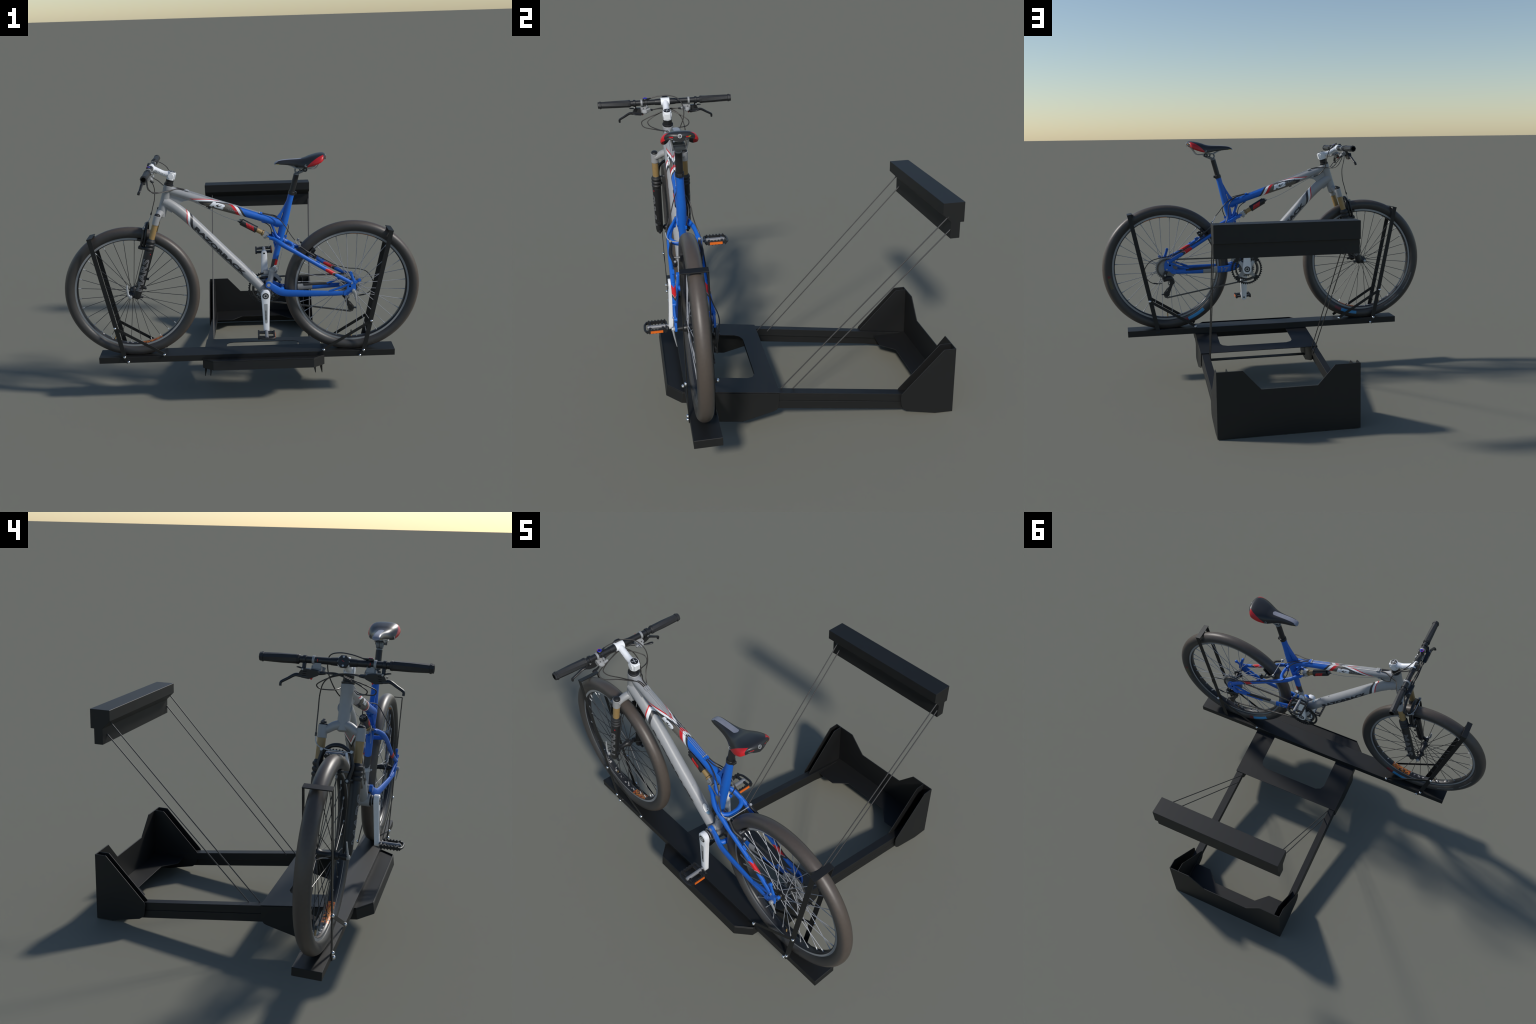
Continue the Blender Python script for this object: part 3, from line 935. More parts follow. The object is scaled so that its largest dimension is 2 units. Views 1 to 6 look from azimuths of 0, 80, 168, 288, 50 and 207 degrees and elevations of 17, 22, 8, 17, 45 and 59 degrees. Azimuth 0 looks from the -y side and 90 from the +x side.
p.make("face_plate", bar, [m_black, m_metal, m_red], bevel=0.0005)


def controls(s):
    # brake lever body, clamp, blade
    p = Part()
    p.lathe([(0.0150, -0.0065), (0.0172, -0.0055), (0.0172, 0.0055), (0.0150, 0.0065)], W(BX, s * 0.1500, BZ), (0, 1, 0), 0, 20)
    p.obox(W(-0.482, s * 0.1490, 1.345), (-0.35, 0, -1), (0, 1, 0), 0.018, 0.0065, 0.006)
    body = [(0.080, 1.3235), (0.092, 1.3335), (0.125, 1.3385), (0.150, 1.3400), (0.160, 1.3270), (0.166, 1.3120), (0.152, 1.3045), (0.124, 1.3010), (0.106, 1.3085), (0.090, 1.3155)]
    vs = [(YB + s * a, b) for a, b in body]
    q = Part()
    n = len(vs)
    front = [(-0.5085, y, z) for y, z in vs]
    rear = [(-0.4885, y, z) for y, z in vs]
    p.add(front + rear, [tuple(range(n)), tuple(reversed(range(n, 2 * n)))] + [(i, i + n, (i + 1) % n + n, (i + 1) % n) for i in range(n)])
    p.tube([W(-0.497, s * 0.092, 1.3230), W(-0.497, s * 0.074, 1.3245), W(-0.497, s * 0.062, 1.3250)], [0.0068, 0.0060, 0.0040], 0, 12, 3)
    for k in range(3):
        p.obox(W(-0.5088, s * (0.139 + k * 0.002), 1.3300 - k * 0.0085), (0, s, -0.1), (0, 0, 1), 0.0075, 0.0014, 0.0006, 1)
    p.cyl(W(-0.5095, s * 0.149, 1.3365), W(-0.4985, s * 0.149, 1.3365), 0.0042, 2, 12)
    p.cyl(W(-0.476, s * 0.152, 1.346), W(-0.468, s * 0.152, 1.3465), 0.0042, 2, 12)
    p.make("brake_lever_body", bar, [m_black, m_hole, m_metal], bevel=0.0010)
    p = Part()
    p.tube([W(-0.499, s * 0.130, 1.3105), W(-0.500, s * 0.160, 1.3125), W(-0.501, s * 0.1790, 1.3125), W(-0.5050, s * 0.205, 1.2975), W(-0.5085, s * 0.2255, 1.2860), W(-0.5120, s * 0.2300, 1.2800), W(-0.5155, s * 0.2298, 1.2695)],
           [0.0075, 0.0072, 0.0064, 0.0056, 0.0054, 0.0052, 0.0050], 0, 12, 4, (1, 0, 0.3), 1.35)
    p.make("brake_lever", bar, [m_black])
    p = Part()
    p.cyl(W(-0.5035, s * 0.1135, 1.3080), W(-0.5030, s * 0.1170, 1.3010), 0.0048, 0, 10)
    p.make("reach_knob", bar, [m_red])
    # shifter: clamp ring, silver housing, dial, thumb levers
    p = Part()
    p.lathe([(0.0148, -0.005), (0.0168, -0.0045), (0.0168, 0.0045), (0.0148, 0.005)], W(BX, s * 0.1155, BZ), (0, 1, 0), 0, 20)
    p.obox(W(-0.480, s * 0.100, 1.3500), (0, 1, 0), (0.25, 0, 1), 0.015, 0.013, 0.0030)
    p.obox(W(-0.472, s * 0.1030, 1.3335), (0, 1, 0), (0.6, 0, 1), 0.019, 0.011, 0.0110)
    p.lathe([(0.0150, 0), (0.0160, 0.002), (0.0150, 0.007), (0.0120, 0.0085), (0.0115, 0.0100), (0.001, 0.0102)], W(-0.464, s * 0.1030, 1.3260), (0.6, 0, 0.5), 0, 22)
    p.obox(W(-0.452, s * 0.085, 1.3330), (0, 1, 0.3), (0.6, 0, 1), 0.010, 0.0075, 0.004)
    p.make("shifter_housing", bar, [m_shifter], bevel=0.0014)
    p = Part()
    p.tube([W(-0.463, s * 0.118, 1.3170), W(-0.455, s * 0.132, 1.3165), W(-0.448, s * 0.150, 1.3180), W(-0.444, s * 0.160, 1.3190)], [0.0035, 0.0055, 0.0085, 0.0050], 0, 12, 4, (0, 0, 1), 0.55)
    p.tube([W(-0.494, s * 0.148, 1.336), W(-0.488, s * 0.165, 1.3395), W(-0.484, s * 0.1760, 1.3400)], [0.0045, 0.0060, 0.0040], 0, 10, 3, (0, 0, 1), 0.5)
    p.tube([W(-0.480, s * 0.086, 1.325), W(-0.486, s * 0.074, 1.3265), W(-0.488, s * 0.064, 1.3265)], [0.0055, 0.0050, 0.0038], 0, 10, 3)
    p.make("thumb_lever", bar, [m_black])
    p = Part()
    p.obox(W(-0.4855, s * 0.098, 1.370), (0, 1, 0), (0, 0, 1), 0.0010, 0.0045, 0.0012)
    p.make("bar_mark", bar, [m_red])
    for dy, dz in ((0.094, 1.3385), (0.109, 1.3400), (0.087, 1.3330)):
        p = Part()
        p.ball(W(-0.4590, s * dy, dz), 0.0026, 0, 8)
        p.make("shifter_screw", bar, [m_black])


both(controls)
# lockout remote on the left side of the bar
p = Part()
RM = W(-0.4715, -0.0970, 1.3785)
p.lathe([(0.0145, -0.006), (0.0162, -0.005), (0.0162, 0.005), (0.0145, 0.006)], W(BX, -0.0940, BZ), (0, 1, 0), 0, 18)
p.lathe([(0.0100, 0), (0.0118, 0.002), (0.0118, 0.008), (0.0098, 0.0105), (0.001, 0.0108)], RM, (0.15, 0, 1), 0, 22)
p.cyl(RM + V((0.004, 0.008, 0.005)), W(-0.4755, -0.070, 1.3865), 0.0052, 0, 12, 0.0032)
p.cyl(W(-0.458, -0.092, 1.352), W(-0.453, -0.092, 1.350), 0.0050, 3, 12)
up = V((0.15, 0, 1)).normalized()
p.lathe([(0.0060, 0.0109), (0.0092, 0.0107), (0.0092, 0.0118), (0.0060, 0.0120)], RM, up, 1, 24, False, True)
p.obox(RM + V((-0.0065, 0.003, 0.0122)), (0.6, 1, 0), (1, -0.6, 0), 0.004, 0.0013, 0.0006, 2)
p.obox(RM + V((-0.0058, -0.005, 0.0122)), (-0.8, 1, 0), (1, 0.6, 0), 0.0035, 0.0013, 0.0006, 2)
p.make("lockout_remote", bar, [m_black, m_bluebell, m_red, m_metal])


# ------------------------------------------------------------------ cables
def cable(pts, r=0.0025, m=None, name="cable", smooth=7):
    p = Part()
    p.tube([W(*q) for q in pts], r, 0, 8, smooth)
    p.make(name, bike, [m or m_cable])


# left-hand shift and brake housings loop out and return to the top tube
cable([(-0.488, 0.062, 1.3265), (-0.492, 0.020, 1.3270), (-0.489, -0.045, 1.3050), (-0.4790, -0.108, 1.2820), (-0.468, -0.1235, 1.2690), (-0.450, -0.112, 1.2500), (-0.418, -0.064, 1.2430), (-0.375, -0.032, 1.2440), (-0.335, -0.012, 1.2490), (-0.297, -0.008, 1.2420)])
cable([(-0.497, 0.060, 1.3250), (-0.498, 0.010, 1.3220), (-0.492, -0.050, 1.2980), (-0.4850, -0.088, 1.2750), (-0.476, -0.0920, 1.2620), (-0.458, -0.080, 1.2500), (-0.424, -0.050, 1.2420), (-0.380, -0.029, 1.2440), (-0.335, -0.006, 1.2500), (-0.297, -0.0005, 1.2432)])
cable([(-0.488, -0.064, 1.3265), (-0.494, -0.020, 1.3280), (-0.482, 0.045, 1.3100), (-0.452, 0.098, 1.2800), (-0.436, 0.108, 1.2630), (-0.418, 0.092, 1.2500), (-0.400, 0.045, 1.2480), (-0.360, 0.029, 1.2500), (-0.330, 0.012, 1.2500), (-0.297, 0.0075, 1.2425)])
# front brake housing
cable([(-0.497, -0.062, 1.3250), (-0.500, -0.020, 1.3300), (-0.500, 0.030, 1.3220), (-0.486, 0.070, 1.2900), (-0.470, 0.087, 1.2400), (-0.4720, 0.0900, 1.1800), (-0.4850, 0.0900, 1.1300), (-0.4950, 0.0890, 1.0930)])
cable([(-0.4950, 0.0890, 1.0980), (-0.499, 0.089, 1.085)], 0.0042)
cable([(-0.4965, 0.0890, 1.0880), (-0.5060, 0.0850, 1.0640), (-0.5160, 0.0700, 1.0500), (-0.5250, 0.0480, 1.0460), (-0.5290, 0.0200, 1.0440), (-0.5310, -0.052, 1.0430)], 0.0021, m_metal, "noodle")
# lockout housing over the bar, down to the underside of the top tube
cable([(-0.4755, -0.071, 1.3865), (-0.468, -0.030, 1.3960), (-0.4530, 0.020, 1.3985), (-0.425, 0.062, 1.3850), (-0.3900, 0.0805, 1.3520), (-0.376, 0.0790, 1.3050), (-0.3700, 0.0580, 1.2550), (-0.350, 0.0400, 1.2200), (-0.325, 0.0260, 1.2010), (-0.3040, 0.0190, 1.1945)])
cable([(-0.3040, 0.0190, 1.1945), (-0.2700, 0.016, 1.1800), (-0.17, 0.013, 1.1270), (-0.09, 0.008, 1.0850), (-0.03, 0.003, 1.0620), (-0.008, 0.0, 1.0560)], 0.0011, m_metal, "inner_wire")
# bare wires along the top tube
for w in (-0.008, 0.0, 0.0075):
    pts = []
    for k in range(9):
        c, t, upv, r = TT.at(TT.s_of(-0.297, 1.215) + (TT.s_of(0.104, 1.078) - TT.s_of(-0.297, 1.215)) * k / 8)
        pts.append((c.x + upv.x * (r + 0.003), w, c.z + upv.z * (r + 0.003)))
    cable(pts, 0.0010, m_metal, "inner_wire", 2)
p = Part()
q = Part()
for spot, (x, z), mat in (("f", (-0.2935, 1.2135), m_silver), ("r", (0.1065, 1.0775), m_blue)):
    c, t, upv, r = TT.at(TT.s_of(x, z))
    p = Part()
    for w in (-0.0085, 0.0, 0.0085):
        a = c + upv * (r + 0.0028) + V((0, w, 0))
        p.cyl(a - t * 0.007, a + t * 0.007, 0.0041, 0, 12)
        e = -t if spot == "r" else t
        p.cyl(a + e * 0.006, a + e * 0.013, 0.0034, 1, 12)
    p.make("cable_stop", bike, [mat, m_metal])
for x, z, w, mat in ((-0.300, 1.1965, 0.018, m_silver), (-0.165, 1.1385, -0.012, m_char), (0.128, 1.0480, 0.0, m_blue)):
    p = Part()
    p.obox(W(x, w, z), (0.94, 0, -0.33), (0, 1, 0), 0.008, 0.005, 0.004)
    p.make("cable_stop", bike, [mat], bevel=0.0008)
# rear housings
cable([(0.110, -0.008, 1.1010), (0.150, -0.010, 1.0920), (0.195, -0.022, 1.0800), (0.225, -0.034, 1.0600), (0.252, -0.048, 1.0250), (0.278, -0.066, 0.9850), (0.2985, -0.0780, 0.9590)])
cable([(0.2985, -0.0780, 0.9590), (0.310, -0.074, 0.938), (0.320, -0.0600, 0.9270), (0.325, -0.040, 0.9240), (0.3265, 0.050, 0.9220)], 0.0021, m_metal, "noodle")
cable([(0.110, 0.0080, 1.1010), (0.150, 0.012, 1.0900), (0.195, 0.030, 1.0740), (0.225, 0.042, 1.0450), (0.235, 0.046, 1.0050), (0.240, 0.055, 0.9650), (0.262, 0.069, 0.9220), (0.310, 0.073, 0.8900), (0.360, 0.074, 0.8640)])
cable([(0.360, 0.074, 0.8640), (0.44, 0.075, 0.8180), (0.5000, 0.073, 0.7830), (0.5360, 0.071, 0.7640), (0.6000, 0.080, 0.7420), (0.660, 0.088, 0.7330), (0.715, 0.088, 0.7150), (0.7500, 0.073, 0.6650), (0.7430, 0.070, 0.6150), (0.715, 0.072, 0.5850), (0.680, 0.074, 0.5760), (0.648, 0.072, 0.5760)])
cable([(0.700, 0.0735, 0.5795), (0.675, 0.074, 0.5758)], 0.0042)
cable([(0.110, 0.0, 1.1010), (0.16, 0.002, 1.088), (0.200, 0.020, 1.0740), (0.245, 0.029, 1.0480), (0.2680, 0.026, 1.0150), (0.2620, 0.018, 0.9850), (0.2520, 0.013, 0.9620)])
cable([(0.2520, 0.013, 0.9620), (0.232, 0.014, 0.880), (0.205, 0.020, 0.760)], 0.0010, m_metal, "inner_wire")
cable([(0.128, 0.004, 1.0450), (0.150, 0.012, 1.0330), (0.1680, 0.018, 1.0120), (0.1740, 0.016, 0.9800), (0.1690, 0.010, 0.9660)])
cable([(0.165, -0.012, 0.955), (0.160, -0.014, 0.93), (0.152, -0.016, 0.905)], 0.0009, m_metal, "inner_wire")
p = Part()
p.obox(W(0.2515, 0.013, 0.9585), (0.25, 0, 1), (0, 1, 0), 0.007, 0.005, 0.006)
p.make("cable_stop", bike, [m_blue], bevel=0.0008)

# ------------------------------------------------------------------ shock
sd = V((0.1494, 0, -0.0858)).normalized()
SA = W(0.0020, 0, 1.0560)
su = V((-sd.z, 0, sd.x))
p = Part()
p.lathe([(0.0175, 0.006), (0.0192, 0.008), (0.0192, 0.092), (0.0200, 0.094), (0.0200, 0.1015), (0.0170, 0.103)], SA, sd, 0, 26)
p.lathe([(0.010, -0.004), (0.0125, -0.002), (0.0125, 0.008)], SA, sd, 0, 16)
p.lathe([(0.0132, 0.101), (0.0132, 0.140)], SA, sd, 1, 22)
p.lathe([(0.0158, 0.136), (0.0168, 0.138), (0.0168, 0.146), (0.0150, 0.148)], SA, sd, 1, 22)
c = SA + sd * 0.160
p.obox(c, sd, (0, 1, 0), 0.015, 0.0150, 0.0140, 2)
p.obox(c + sd * 0.004 - su * 0.015, sd, (0, 1, 0), 0.006, 0.007, 0.008, 2)
p.cyl(c + sd * 0.010 - V((0, 0.026, 0)), c + sd * 0.010 + V((0, 0.026, 0)), 0.0062, 2, 14)
p.cyl(SA - sd * 0.004 + su * 0.004 - V((0, 0.008, 0)), SA - sd * 0.004 + su * 0.004 + V((0, 0.008, 0)), 0.0058, 2, 14)
p.cyl(SA + sd * 0.002 - su * 0.006, SA - sd * 0.014 - su * 0.006, 0.0036, 2, 10)
p.make("rear_shock", bike, [m_black, m_gold, m_metal], bevel=0.0008)
# slanted red print on both flanks of the shock: jagged strokes in two rows
for s in (-1, 1):
    p = Part()
    for row in range(2):
        for k in range(3):
            a = 0.030 + k * 0.0165 + row * 0.0095
            for d0, w in ((0.0, 0.0062), (0.0078, 0.0058)):
                q = []
                for e in (0.0, 0.34, 0.67, 1.0):
                    phi = 0.95 + row * 0.62 + e * 0.56
                    n = su * math.cos(phi) + V((0, s, 0)) * math.sin(phi)
                    for dd in (a + d0 + e * 0.0075, a + d0 + w + e * 0.0075):
                        q.append(SA + sd * dd + n * 0.0196)
                p.add(q, [(0, 1, 3, 2), (2, 3, 5, 4), (4, 5, 7, 6)])
    p.make("shock_print", bike, [m_red])

# ------------------------------------------------------------------ saddle and post
pd = (W(0.3150, 0, 1.3080) - W(0.2870, 0, 1.2030)).normalized()
P0 = W(0.2870, 0, 1.2030)
p = Part()
p.cyl(P0 - pd * 0.02, P0 + pd * 0.1085, 0.0152, 0, 26)
p.make("seat_post", bike, [m_black], bevel=0.0008)
p = Part()
p.lathe([(0.0168, -0.006), (0.0190, -0.005), (0.0190, 0.012), (0.0172, 0.013)], P0, pd, 0, 26)
p.obox(P0 + pd * 0.003 + V((0.0205, 0, 0)), (1, 0, 0), pd, 0.006, 0.0075, 0.009)
for w in (-0.004, 0.004):
    p.ball(P0 + pd * 0.004 + V((0.0262, w, 0)), 0.0025, 1, 8)
p.make("seat_clamp", bike, [m_black, m_metal], bevel=0.0008)
p = Part()
PT = P0 + pd * 0.1085
p.lathe([(0.0150, -0.001), (0.0150, 0.003), (0.0120, 0.007)], PT, pd, 0, 24)
ring = []
for k in range(24):
    a = 2 * PI * k / 24
    ring.append((0.3215 + 0.0135 * math.cos(a), 1.3315 + 0.0150 * math.sin(a)))
for s in (-1, 1):
    p.tube([W(x, s * 0.008, z) for x, z in ring + ring[:1]], 0.0042, 0, 8, 1, (0, 1, 0), 2.0)
p.tube([W(0.325, 0, 1.3165), W(0.343, 0, 1.324), W(0.360, 0, 1.332)], [0.0085, 0.0080, 0.009], 0, 12, 3, (0, 1, 0), 1.8)
p.lathe([(0.0120, -0.0245), (0.0120, 0.0245)], W(0.3615, 0, 1.3370), (0, 1, 0), 0, 20)
for s in (-1, 1):
    p.cyl(W(0.3615, s * 0.0235, 1.3370), W(0.3615, s * 0.0262, 1.3370), 0.0125, 1, 20)
p.lathe([(0.0050, -0.0275), (0.0050, 0.0275)], W(0.3615, 0, 1.3370), (0, 1, 0), 0, 14)
p.obox(W(0.345, 0, 1.3455), (1, 0, 0), (0, 1, 0), 0.024, 0.026, 0.004, 0)
p.make("seat_post_head", bike, [m_posthead, m_black], bevel=0.0006)
for s in (-1, 1):
    p = Part()
    p.tube([W(0.452, s * 0.034, 1.392), W(0.440, s * 0.032, 1.375), W(0.422, s * 0.027, 1.3490), W(0.405, s * 0.024, 1.3415), (W(0.36, s * 0.022, 1.3430)), W(0.315, s * 0.022, 1.3460), W(0.290, s * 0.018, 1.3570), W(0.262, s * 0.012, 1.3690)], 0.0034, 0, 10, 5)
    p.make("saddle_rail", bike, [m_metal])

saddle = empty("saddle", bike, W(0.35, 0, 1.38))
SAD = [  # x, half width, top z, side drop, hollow of the middle
    (0.1960, 0.0080, 1.3705, 0.003), (0.1985, 0.0135, 1.3755, 0.006), (0.2060, 0.0185, 1.3815, 0.010), (0.2200, 0.0215, 1.3870, 0.015), (0.2400, 0.0235, 1.3908, 0.019), (0.2700, 0.0260, 1.3930, 0.024),
    (0.3000, 0.0310, 1.3938, 0.028), (0.3250, 0.0385, 1.3945, 0.033), (0.3450, 0.0475, 1.3965, 0.039), (0.3650, 0.0580, 1.4015, 0.044), (0.3850, 0.0655, 1.4090, 0.046), (0.4050, 0.0720, 1.4145, 0.045),
    (0.4250, 0.0745, 1.4190, 0.042), (0.4420, 0.0735, 1.4215, 0.037), (0.4560, 0.0680, 1.4220, 0.031), (0.4660, 0.0590, 1.4198, 0.025), (0.4725, 0.0480, 1.4140, 0.017), (0.4755, 0.0380, 1.4070, 0.009)]
SS = spline(SAD, 4)
NS = 33


def saddle_ring(x, hw, zt, drop):
    top, under = [], []
    for k in range(NS):
        t = -1 + 2 * k / (NS - 1)
        y = hw * math.sin(t * PI / 2 * 0.999) if abs(t) < 1 else hw * (1 if t > 0 else -1)
        y = hw * (1 - (1 - abs(t)) ** 1.7) * (1 if t >= 0 else -1)
        f = abs(t)
        z = zt - drop * (f ** 2.6)
        if x > 0.445:                               # the rear edge rolls under
            x_off = -0.012 * (f ** 2) * (x - 0.445) / 0.03
        else:
            x_off = 0
        top.append((x + x_off, y, z))
        d = (0.018 * (1 - f) + 0.005) * min(1.0, 0.25 + (x - 0.196) / 0.05)
        under.append((x + x_off, y * 0.965, z - d))
    return [W(*q) for q in top] + [W(*q) for q in reversed(under)]


def saddle_material():
    m = Mat("saddle_cover", (0.022, 0.0225, 0.025, 1), 0.38, grain=0.15, bump=0.1)
    X, Y, Z = m.x + 0.35, m.y.abs(), m.z + 1.38
    flank = (Z < (X - 0.373) * 0.62 + 1.3735 - ((X - 0.418) * (X - 0.418)) * 5.0) & X.between(0.372, 0.4575) & (Y > 0.036)
    m.paint(flank, (0.55, 0.014, 0.02, 1))
    half = (X < 0.215).op(0.0035, "MULTIPLY") + 0.0130
    strip = (Y < half) & (X < 0.345 - Y * Y * 45.0) & ((Z > 1.3815) | (X < 0.24))
    m.paint(strip, (0.26, 0.265, 0.31, 1))
    tail = (X > 0.466) & Z.between(1.401, 1.4065)
    m.paint(tail & m.y.between(-0.042, -0.026), (0.5, 0.012, 0.02, 1)).paint(tail & m.y.between(0.024, 0.034), (0.5, 0.012, 0.02, 1)).paint(tail & m.y.between(0.034, 0.046), (0.42, 0.33, 0.02, 1))
    m.paint((X < 0.222) & X.between(0.206, 0.222) & Z.between(1.366, 1.371), (0.42, 0.33, 0.02, 1))
    return m.done()


p = Part()
p.loft([saddle_ring(*q) for q in SS])
p.make("saddle_cover", saddle, [saddle_material()], angle=70)
p = Part()
p.lathe([(0.0055, 0.0), (0.0085, 0.0), (0.0080, 0.0012), (0.0058, 0.0012)], W(0.4738, 0, 1.4080), (0.95, 0, 0.30), 0, 20, False, True)
p.ball(W(0.4738, 0, 1.4080), 0.0030, 0, 8)
for s in (-1, 1):
    p.lathe([(0.0042, 0.0), (0.0066, 0.0), (0.0060, 0.0010), (0.0045, 0.0010)], W(0.3640, s * 0.0578, 1.3632), (-0.1, s, 0.35), 0, 18, False, True)
p.make("saddle_emblem", saddle, [m_metal])

# ------------------------------------------------------------------ drivetrain
crank = empty("crankset", bike, BB)
CL = 0.203


def crank_arm(s):
    dz = -1 if s < 0 else 1
    p = Part()
    y0, y1, t0, t1 = (-0.0650, -0.0795, 0.0130, 0.0110) if s < 0 else (0.0720, 0.0845, 0.0090, 0.0070)
    rings = []
    prof = [(-0.031, 0.004), (-0.028, 0.0135), (-0.020, 0.0215), (-0.006, 0.0255), (0.010, 0.0255), (0.030, 0.0230), (0.08, 0.0205), (0.14, 0.0180), (0.185, 0.0165), (0.203, 0.0160), (0.213, 0.0135), (0.2185, 0.0070), (0.2200, 0.002)]
    for d, hw in prof:
        k = min(max(d / CL, 0), 1)
        y = y0 + (y1 - y0) * k
        t = (t0 + (t1 - t0) * k) * min(1, hw / 0.009 + 0.2)
        z = BB.z + dz * d
        e = min(0.004, hw * 0.4)
        rings.append([V((BB.x + a, YB + y + b, z)) for a, b in ((-hw, -t + e * .6), (-hw + e, -t), (hw - e, -t), (hw, -t + e * .6), (hw, t - e * .6), (hw - e, t), (-hw + e, t), (-hw, t - e * .6))])
    p.loft(rings)
    # axle bolt and hub ring
    f = s
    yo = y0 + s * t0
    p.lathe([(0.0185, -0.002 * f), (0.0180, 0.0012 * f), (0.0125, 0.0014 * f)], W(BB.x, yo, BB.z), (0, 1, 0), 1, 24)
    p.lathe([(0.0125, -0.002 * f), (0.0120, 0.0022 * f), (0.0060, 0.0020 * f), (0.0055, 0.0004 * f)], W(BB.x, yo, BB.z), (0, 1, 0), 2, 20)
    ye = y1 + s * t1
    if s < 0:
        # recessed pocket and printed marks
        pk = [(-0.0095, 0.045), (0.0095, 0.045), (0.0098, 0.055), (0.0075, 0.150), (0.0050, 0.158), (-0.0050, 0.158), (-0.0075, 0.150), (-0.0098, 0.055)]
        q = [V((BB.x + a, YB + y0 + (y1 - y0) * (b / CL) - (t0 + (t1 - t0) * b / CL) - 0.0005, BB.z - b)) for a, b in pk]
        p.add(q, [tuple(range(len(q)))], 2)
        for k in range(10):
            b = 0.085 + k * 0.0058
            yy = y0 + (y1 - y0) * (b / CL) - (t0 + (t1 - t0) * b / CL) - 0.0008
            p.obox(W(BB.x - 0.001, yy, BB.z - b), (1, 0, 0), (0, 0, 1), 0.0030 if k % 3 else 0.0022, 0.0021, 0.0004, 1)
    p.cyl(W(BB.x, ye - s * 0.001, BB.z + dz * CL), W(BB.x, ye + s * 0.0006, BB.z + dz * CL), 0.0055, 1, 14)
    yi = y1 - s * t1
    p.cyl(W(BB.x, yi, BB.z + dz * CL), W(BB.x, yi - s * 0.0006, BB.z + dz * CL), 0.0050, 3, 14)
    if s < 0:
        p.cyl(W(BB.x, -0.040, BB.z), W(BB.x, -0.058, BB.z), 0.0190, 1, 20)
    p.make("crank_arm", crank, [m_white, m_black, m_metal, m_hole], angle=40)
    # pedal
    ped = (BB.z + dz * CL)
    pc = W(BB.x, s * 0.1480, ped)
    tilt = Matrix.Translation(pc) @ Matrix.Rotation(math.radians(2 if s < 0 else -2), 4, "Y")
    p = Part(tilt)
    A, B, H = 0.0430, 0.0470, 0.0085
    for sx in (-1, 1):                             # toothed cage plates
        teeth = [(-B, -H)]
        teeth += [(-B, H * 0.6)]
        for k in range(6):
            y = -B + 0.010 + k * 0.0148
            teeth += [(y, H * 0.8), (y + 0.002, H * 1.35), (y + 0.006, H * 1.35), (y + 0.008, H * 0.8)]
        teeth += [(B, H * 0.6), (B, -H)]
        for k in range(5, -1, -1):
            y = -B + 0.010 + k * 0.0148
            teeth += [(y + 0.008, -H * 0.8), (y + 0.006, -H * 1.35), (y + 0.002, -H * 1.35), (y, -H * 0.8)]
        p.prism(teeth, "x", sx * A - 0.0065, sx * A + 0.0022)
    for sy in (-1, 1):
        p.tube([(-A, sy * B * 0.96, 0), (-A * 0.5, sy * (B + (0.006 if sy == s else 0)), 0), (A * 0.5, sy * (B + (0.006 if sy == s else 0)), 0), (A, sy * B * 0.96, 0)], 0.0055, 0, 10, 4, (0, 0, 1), 1.0)
    p.lathe([(0.0075, -0.060), (0.0075, -0.044), (0.0095, -0.042), (0.0095, 0.040), (0.0070, 0.044)], (0, 0, 0), (0, s, 0), 1, 16)
    for sy in (-0.62, 0.62):
        p.obox((0, sy * B, 0), (1, 0, 0), (0, 1, 0), A, 0.0050, 0.0045, 0)
    for sx in (-1, 1):
        p.obox((sx * (A + 0.0030), 0, -0.002), (0, 1, 0), (0, 0, 1), 0.0290, 0.0062, 0.0018, 2)
    p.make("pedal", crank, [m_black, m_pedal, m_orange], bevel=0.0006)


both(crank_arm)


def toothed_ring(name, parent, c, r_out, r_in, teeth, y, th, mat, slots=0):
    p = Part()
    depth = 0.006
    n = teeth * 4
    rings = []
    for yy in (y - th / 2, y + th / 2):
        ro, ri = [], []
        for k in range(n):
            a = 2 * PI * k / n
            ro.append(V((c.x + math.cos(a) * (r_out - (depth if k % 4 in (0, 1) else (depth * 0.15 if k % 4 == 2 else depth * 0.2))), yy, c.z + math.sin(a) * (r_out - (depth if k % 4 in (0, 1) else 0)))))
            ri.append(V((c.x + math.cos(a) * r_in, yy, c.z + math.sin(a) * r_in)))
        rings += [ro, ri]
    order = [rings[0], rings[2], rings[3], rings[1]]
    p.loft(order, 0, False, True, True)
    return p.make(name, parent, [mat], angle=30)


toothed_ring("chainring", crank, BB, 0.0985, 0.0845, 44, YB + 0.0590, 0.0042, m_black)
toothed_ring("chainring", crank, BB, 0.0745, 0.0605, 32, YB + 0.0505, 0.0042, m_black)
toothed_ring("chainring", crank, BB, 0.0510, 0.0340, 22, YB + 0.0430, 0.0042, m_darkmetal)
